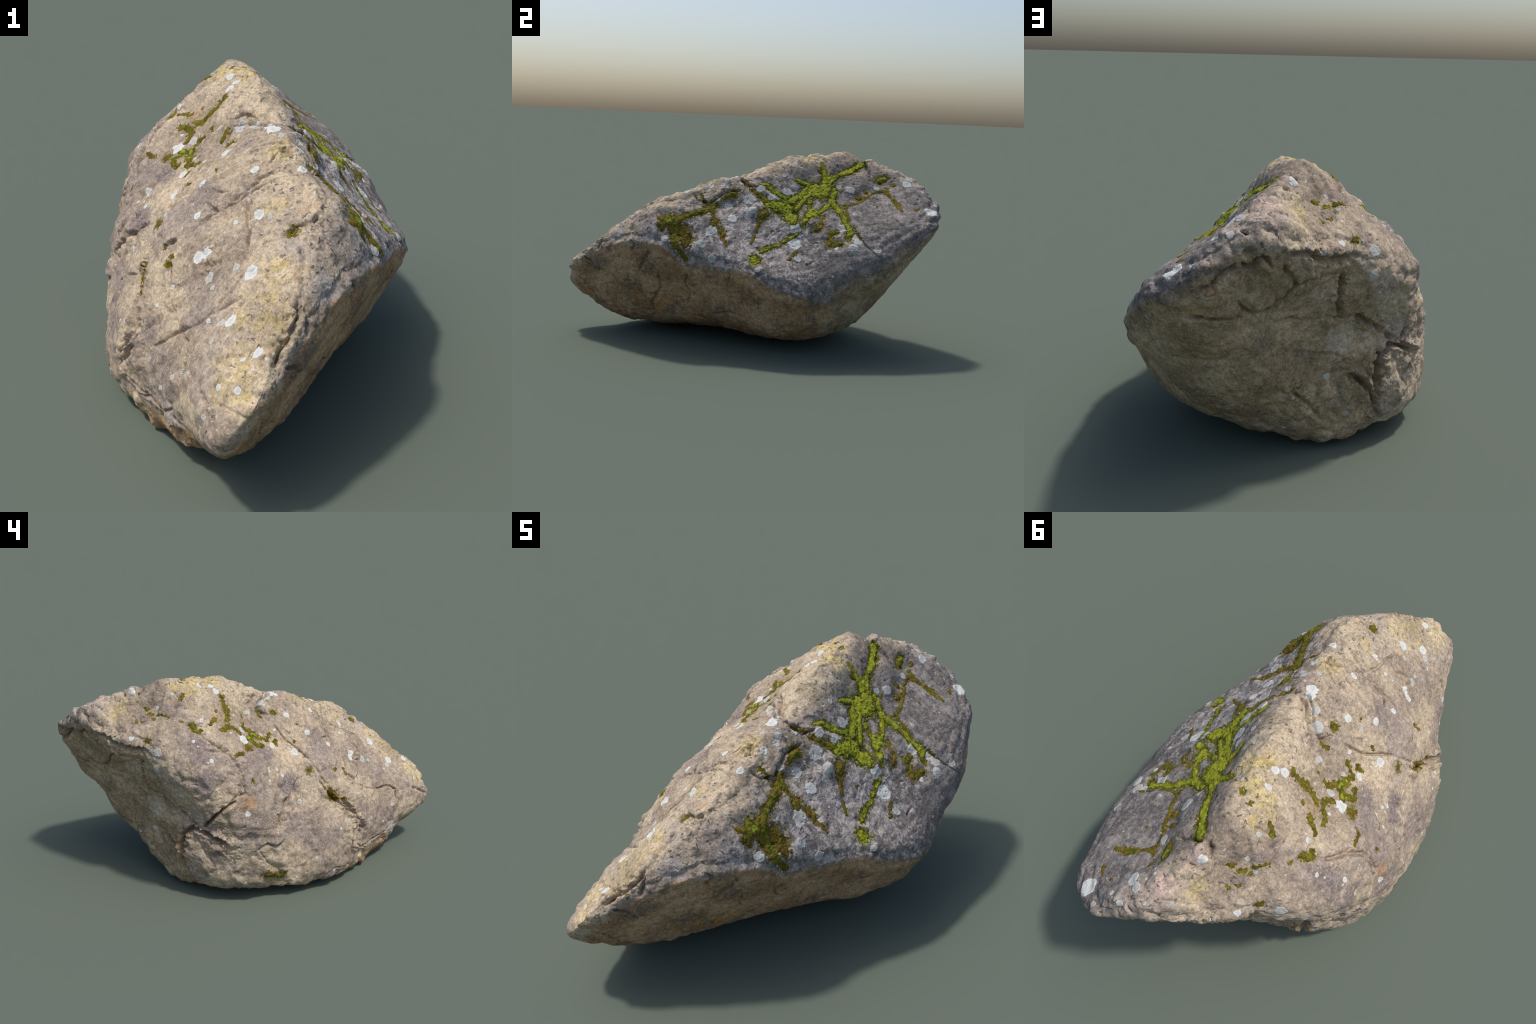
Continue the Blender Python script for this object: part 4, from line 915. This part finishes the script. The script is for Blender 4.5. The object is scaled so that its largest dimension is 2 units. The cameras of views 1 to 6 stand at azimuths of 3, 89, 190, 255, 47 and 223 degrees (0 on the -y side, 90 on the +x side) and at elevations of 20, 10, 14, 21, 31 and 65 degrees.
def lichen_material(name, heart, rim_colour, edge):
    s = Nodes(name)
    # every crust is scaled so that its rim lies near 1 in its own coordinates
    r = s.node("ShaderNodeVectorMath", 1, _operation="LENGTH", i0=s.coord)
    r = s.math("ADD", r, s.math("MULTIPLY", s.math("SUBTRACT", s.noise(2.2, 3), 0.5), 0.9))
    col = s.mix(s.ramp(r, 0.30, 0.95), heart, rim_colour)
    col = s.mix(s.ramp(r, 0.95, 1.2), col, edge)
    col = s.mix(0.45, col, s.mix(s.ramp(s.noise(7, 4, 0.7), 0.3, 0.7), (0.62, 0.62, 0.62), (1, 1, 1)), "MULTIPLY")
    s.put(s.bsdf.inputs["Base Color"], col)
    s.put(s.bsdf.inputs["Roughness"], 0.95)
    s.put(s.bsdf.inputs["Specular IOR Level"], 0.15)
    s.put(s.bsdf.inputs["Normal"], s.node("ShaderNodeBump", Strength=0.4, Distance=0.004, Height=s.noise(8, 4, 0.7)))
    return s.mat


# the lines that part the sides of the stone, seen along its length (y) or width (x)
CREST_X = [(-1.0, 0.10), (-0.83, 0.13), (-0.66, 0.23), (-0.45, 0.23), (-0.25, 0.18), (0.0, 0.11), (0.25, 0.03), (0.6, -0.07), (0.85, -0.06), (1.0, 0.0)]
RIM_X = [(-1.0, 0.03), (-0.88, 0.11), (-0.77, 0.18), (-0.6, 0.30), (-0.47, 0.35), (-0.22, 0.42), (0.0, 0.50), (0.12, 0.54), (0.3, 0.55), (0.5, 0.50), (1.0, 0.2)]
RIM_Z = [(-1.0, 0.35), (-0.88, 0.41), (-0.77, 0.48), (-0.6, 0.54), (-0.47, 0.53), (-0.35, 0.47), (-0.22, 0.45), (0.0, 0.43), (0.12, 0.38), (0.3, 0.33), (0.45, 0.34), (1.0, 0.34)]
TURN_X = [(-1.0, 0.02), (-0.93, -0.04), (-0.79, -0.16), (-0.53, -0.33), (-0.28, -0.42), (0.0, -0.44), (1.0, -0.42)]
TURN_Z = [(-1.0, 0.28), (-0.93, 0.22), (-0.79, 0.15), (-0.53, 0.09), (-0.28, 0.05), (0.0, 0.03), (1.0, 0.05)]
LIP_Z = [(-0.6, 0.10), (-0.46, 0.38), (-0.40, 0.52), (-0.33, 0.72), (-0.27, 0.76), (-0.1, 0.79), (0.0, 0.80), (0.09, 0.75), (0.2, 0.68), (0.36, 0.59), (0.5, 0.40), (0.6, 0.30)]
BACK_Y = [(-0.6, 0.60), (-0.42, 0.44), (-0.2, 0.36), (0.0, 0.34), (0.3, 0.38), (0.6, 0.42)]


# ------------------------------------------------------------------ the stone
def base_form(directions):
    """Smooth star-shaped form through the control points (radial basis on 1/radius)."""
    pts = np.array([p for face in FORM.values() for p in face])
    d = pts - CENTRE
    r = np.linalg.norm(d, axis=1)
    d = d / r[:, None]
    q = unit(d / STRETCH)
    n = len(pts)
    a = np.zeros((n + 3, n + 3))
    a[:n, :n] = np.linalg.norm(q[:, None] - q[None], axis=2)
    a[:n, n:], a[n:, :n] = d, d.T
    s = np.linalg.solve(a, np.concatenate([1 / r, np.zeros(3)]))
    w = unit(directions / STRETCH).astype(np.float32)
    qs, out = q.astype(np.float32), np.empty(len(w))
    for i in range(0, len(w), 50000):
        k = np.sqrt(np.maximum(2 - 2 * (w[i:i + 50000] @ qs.T), 0))
        out[i:i + 50000] = k @ s[:n] + directions[i:i + 50000] @ s[n:]
    return CENTRE + directions / out[:, None]


ball, faces = sphere(8)
directions = unit(ball * STRETCH)
form = base_form(directions)
up = normals(form, faces)

# relief: soft lumps, a few knuckles, pits, fine grit
lump = noise(form, 7, 2, 1.0) * 0.0055 + noise(form, 19, 2, 31.0) * 0.0032
# on the weathered side the rock parts along slanting joints: billows with sharp valleys
joint = np.array([-0.74, 0.12, -0.66])
slanted = form - 0.62 * (form @ joint)[:, None] * joint + 0.03 * noise(form, 9, 2, 33.0)[:, None]
weathered = smooth((0.35 - up[:, 0]) / 0.3)
lump += weathered * (0.030 * np.minimum(np.abs(noise(slanted, 6.5, 2, 35.0)), 0.5) - 0.007)
knuckle = -np.abs(noise(form, 30, 2, 5.0)) * 0.0011 * smooth(noise(form, 4, 1, 40.0) + 0.6) + 0.0008
pits = -np.clip(noise(form, 60, 1, 9.0) - 0.46, 0, 1) * 0.011
grit = noise(form, 130, 2, 3.0) * 0.0007
swell = lump + knuckle + pits + grit

# facets: every knob of rock is a slightly tilted, slightly domed plate with a crisp seam around it
for count, dome, tilt, gain, seed in ((330, 1.3, 0.075, 1.0, 3), (900, 2.4, 0.09, 0.5, 4)):
    pick = np.random.default_rng(seed)
    seats = form[pick.choice(len(form), count, replace=False)]
    tilts = pick.normal(size=(count, 3)) * tilt
    lift = pick.uniform(-0.004, 0.004, count) * (0.6 if count > 500 else 1.0)
    bent = form + 0.018 * np.stack([noise(form, 16, 2, 70.0 + k) for k in range(3)], 1)
    # height of plate k at p: lift + tilt.(p - seat) - dome |p - seat|^2, the highest plate wins
    slope = (tilts + 2 * dome * seats).astype(np.float32)
    level = (lift - (tilts * seats).sum(1) - dome * (seats ** 2).sum(1)).astype(np.float32)
    plate = np.empty(len(form))
    for i in range(0, len(form), 60000):
        q = bent[i:i + 60000].astype(np.float32)
        plate[i:i + 60000] = (q @ slope.T + level).max(axis=1) - dome * (bent[i:i + 60000] ** 2).sum(1)
    calm = 1 - 0.6 * smooth((up[:, 0] - 0.3) / 0.4) * smooth((form[:, 2] - 0.35) / 0.15)      # the grey face is flatter
    swell += gain * calm * (0.55 + 0.45 * smooth(noise(form, 3.5, 1, 80.0) + 0.5)) * (plate - np.median(plate))
for kind, place, radius, height in SWELLS:
    d = np.linalg.norm(form - np.array(place), axis=1) / radius
    near = d < 1.6
    d = d[near] * (1 + 0.35 * noise(form[near], 0.8 / radius, 2, 50.0))
    swell[near] += (height if kind == "swell" else -height) * smooth(1.25 - d)

for kind, half, height, line in EDGES:
    idx, d, _, along = nearest_on_line(form, line, half)
    t = d / half
    t = np.clip(t * (1 + 0.3 * noise(form[idx], 25, 2, 60.0)), 0, 1)
    profile = np.where(t < 0.6, 0.6 * (1 - t / 0.35), -0.43 * (1 - t) / 0.4)
    swell[idx] += height * profile * smooth(6 * np.minimum(along, 1 - along) + 0.2)
    swell[idx] -= height * 0.9 * np.clip(noise(form[idx], 14, 2, 61.0) - 0.25, 0, 1) * (1 - t)      # chips

cut = np.zeros(len(form))
steps = np.random.default_rng(21)
for kind, half, depth, line in CRACKS:
    wob = {"crack": 0.5, "seam": 0.7, "furrow": 0.5}[kind]
    idx, d, _, along = nearest_on_line(form, line, half * 6)
    d = d * (1 + wob * noise(form[idx], 60, 2, 2.0)) + half * 0.25 * noise(form[idx], 30, 1, 4.0)
    taper = np.minimum(1, 0.35 + 5 * np.minimum(along, 1 - along))
    s = np.clip(np.abs(d) / (half * 1.6), 0, 1)
    shoulder = np.clip(np.abs(d) / (half * 5), 0, 1)
    if kind != "furrow":                        # along a crack one side stands a little higher
        a, z = np.asarray(line[0]), np.asarray(line[-1])
        side = np.cross(z - a, up[idx].mean(0))
        side = (form[idx] - (a + z) / 2) @ (side / (np.linalg.norm(side) + 1e-9))
        raised = smooth(side / half * 0.5 + 0.5) * (1 - np.clip(np.abs(d) / (half * 5.5), 0, 1)) ** 1.5
        swell[idx] += steps.choice((-0.5, 0.7)) * depth * taper * raised
    cut[idx] = np.maximum(cut[idx], 1.35 * depth * taper * (1.15 * (1 - s) ** 1.5 * (1 + 0.5 * s) + 0.45 * (1 - shoulder) ** 2))
moss_s = np.full(len(form), 9.0)                # distance to the nearest strand in strand radii
moss_r = np.full(len(form), 0.01)
moss_t = np.zeros(len(form))
valley = np.zeros(len(form))                     # the stone sinks toward the cracks the moss grows in
TINTS = {"fresh": 0.0, "mixed": 0.55, "olive": 1.0, "amber": 1.15, "brown": 2.0}
for tint, line in MOSS:
    reach = max(p[3] for p in line) * 2 + 0.05
    idx, d, rad, _ = nearest_on_line(form, line, reach)
    s = d / (rad[:, 0] * 1.08)
    if max(p[3] for p in line) > 0.009:
        valley[idx] = np.maximum(valley[idx], 0.010 * smooth(1.15 - d / (rad[:, 0] + 0.040)))
    m = s < moss_s[idx]
    i = idx[m]
    moss_s[i], moss_r[i], moss_t[i] = s[m], rad[m, 0], TINTS[tint]
ragged = 0.46 * noise(form, 36, 3, 6.0) + 0.24 * noise(form, 120, 2, 8.0)
moss_s = moss_s + ragged
ditch = np.minimum(0.18 * moss_r, 0.0035) * smooth((1.45 - moss_s) / 0.6)

# the control points already hold the broad shape: keep only what is finer than about 10 cm
coarse, coarse_faces = sphere(4)
depth_now = swell - valley - cut - ditch
cell = np.empty(len(ball), np.int64)
for i in range(0, len(ball), 40000):
    cell[i:i + 40000] = (ball[i:i + 40000].astype(np.float32) @ coarse.T.astype(np.float32)).argmax(axis=1)
broad = np.bincount(cell, depth_now, len(coarse)) / np.bincount(cell, minlength=len(coarse))
p, f = coarse, coarse_faces
for _ in range(4):
    (p, broad), f = split_faces(p, f, [broad])
swell -= broad
stone = form + up * (swell - valley - cut - ditch)[:, None]
stone[:, 2] = np.maximum(stone[:, 2], 0.0)
stone_up = normals(stone, faces)

root = bpy.data.objects.new("mossy_boulder", None)
bpy.context.scene.collection.objects.link(root)
root["label"] = "wedge-shaped weathered boulder with moss-filled cracks and pale lichen spots"
root["category"] = "rock"
make_mesh("stone_body", stone, faces, stone_material(), root)

# ------------------------------------------------------------------ moss cushions
moss_mats = [
    moss_material("fresh_moss", (0.115, 0.165, 0.013), (0.350, 0.385, 0.025), (0.590, 0.540, 0.060)),
    moss_material("olive_moss", (0.055, 0.072, 0.010), (0.150, 0.148, 0.014), (0.300, 0.262, 0.030)),
    moss_material("brown_moss", (0.078, 0.056, 0.012), (0.188, 0.130, 0.017), (0.330, 0.238, 0.042)),
]

used, mf = take(moss_s < 1.9, faces)
# separate cushions: spread the lowest vertex number over each connected piece
label = np.arange(len(used))
while True:
    fresh = label.copy()
    low = label[mf].min(axis=1)
    for k in range(3):
        np.minimum.at(fresh, mf[:, k], low)
    for k in range(4):
        fresh = fresh[fresh]
    if (fresh == label).all():
        break
    label = fresh
pieces = np.tile(label[mf[:, 0]], 4)             # every face is cut in four below
carry = [form[used], (swell - valley - cut)[used], ditch[used], up[used], moss_s[used], moss_r[used], moss_t[used].astype(float)]
(skin, sink, ditch_here, out, ms, mr, mt), mf = split_faces(carry[0], mf, carry[1:])
out = unit(out)
dome = np.clip(1 - np.clip(ms, 0, 1) ** 2, 0, 1) ** 0.8
height = np.minimum(0.28 * mr, 0.0052)
tuft = (0.0026 * noise(skin, 70, 3, 12.0) - 0.0030 * np.abs(noise(skin, 38, 2, 15.0))) * np.minimum(1, mr / 0.02)
# beyond the cushion only a broken film, where the noise lifts it out of the stone
film = 0.0016 * (noise(skin, 80, 3, 22.0) * 2.0 + 0.40 - 1.1 * np.clip(ms - 1, 0, 2))
rise = sink + np.where(ms < 1, dome * (height + tuft) + 0.0004, np.clip(film, -0.003, 0.0010) - ditch_here)
cushion = skin + out * rise[:, None]
blend = mt + 0.9 * noise(skin, 30, 2, 20.0) + 0.95 * smooth((ms - 0.5) / 0.5) + 0.35 * (mr < 0.011)
tint = np.clip(np.rint(blend), 0, 2).astype(int)
for piece in np.unique(pieces):
    part = np.flatnonzero(pieces == piece)
    vs, inv = np.unique(mf[part], return_inverse=True)
    if ms[vs].min() > 0.8 or len(part) < 60:
        continue
    make_mesh("moss_cushion", cushion[vs], inv.reshape(-1, 3), moss_mats, root, slots=tint[mf[part, 0]])

# ------------------------------------------------------------------ lichen crusts
lichen_mats = {
    "white": lichen_material("white_lichen", (0.600, 0.605, 0.575), (0.700, 0.710, 0.670), (0.480, 0.450, 0.400)),
    "grey": lichen_material("grey_lichen", (0.470, 0.465, 0.430), (0.550, 0.540, 0.500), (0.380, 0.355, 0.325)),
}
along_stone = stone[:, 1].copy()
for number, (crust, centre, radius) in enumerate(LICHEN):
    centre, radius = np.array(centre), radius * 1.14
    near = np.flatnonzero(np.abs(along_stone - centre[1]) < radius * 1.7 + 0.02)
    centre = stone[near[np.linalg.norm(stone[near] - centre, axis=1).argmin()]]
    inside = np.zeros(len(stone), bool)
    inside[near] = np.linalg.norm(stone[near] - centre, axis=1) < radius * 1.6
    used, lf = take(inside, faces)
    (p, n), lf = split_faces(stone[used], lf, [stone_up[used]])
    if radius < 0.02:
        (p, n), lf = split_faces(p, lf, [n])
    n = unit(n)
    s = np.linalg.norm(p - centre, axis=1) / radius
    s = s * (1 + 0.34 * noise(p, 0.8 / radius, 1, number) + 0.22 * noise(p, 2.0 / radius, 3, number))
    s = s + 0.8 * np.clip(noise(p, 2.6 / radius, 2, number + 0.5) - 0.42, 0, 1)      # holes and bays
    thick = np.clip((1.0 - s) * 0.020, -0.004, 0.0014) + 0.0005 * noise(p, 160, 2, 5.0) * (s < 1)
    make_mesh("lichen_patch", p + n * thick[:, None], lf, lichen_mats[crust], root, origin=centre, scale=radius)
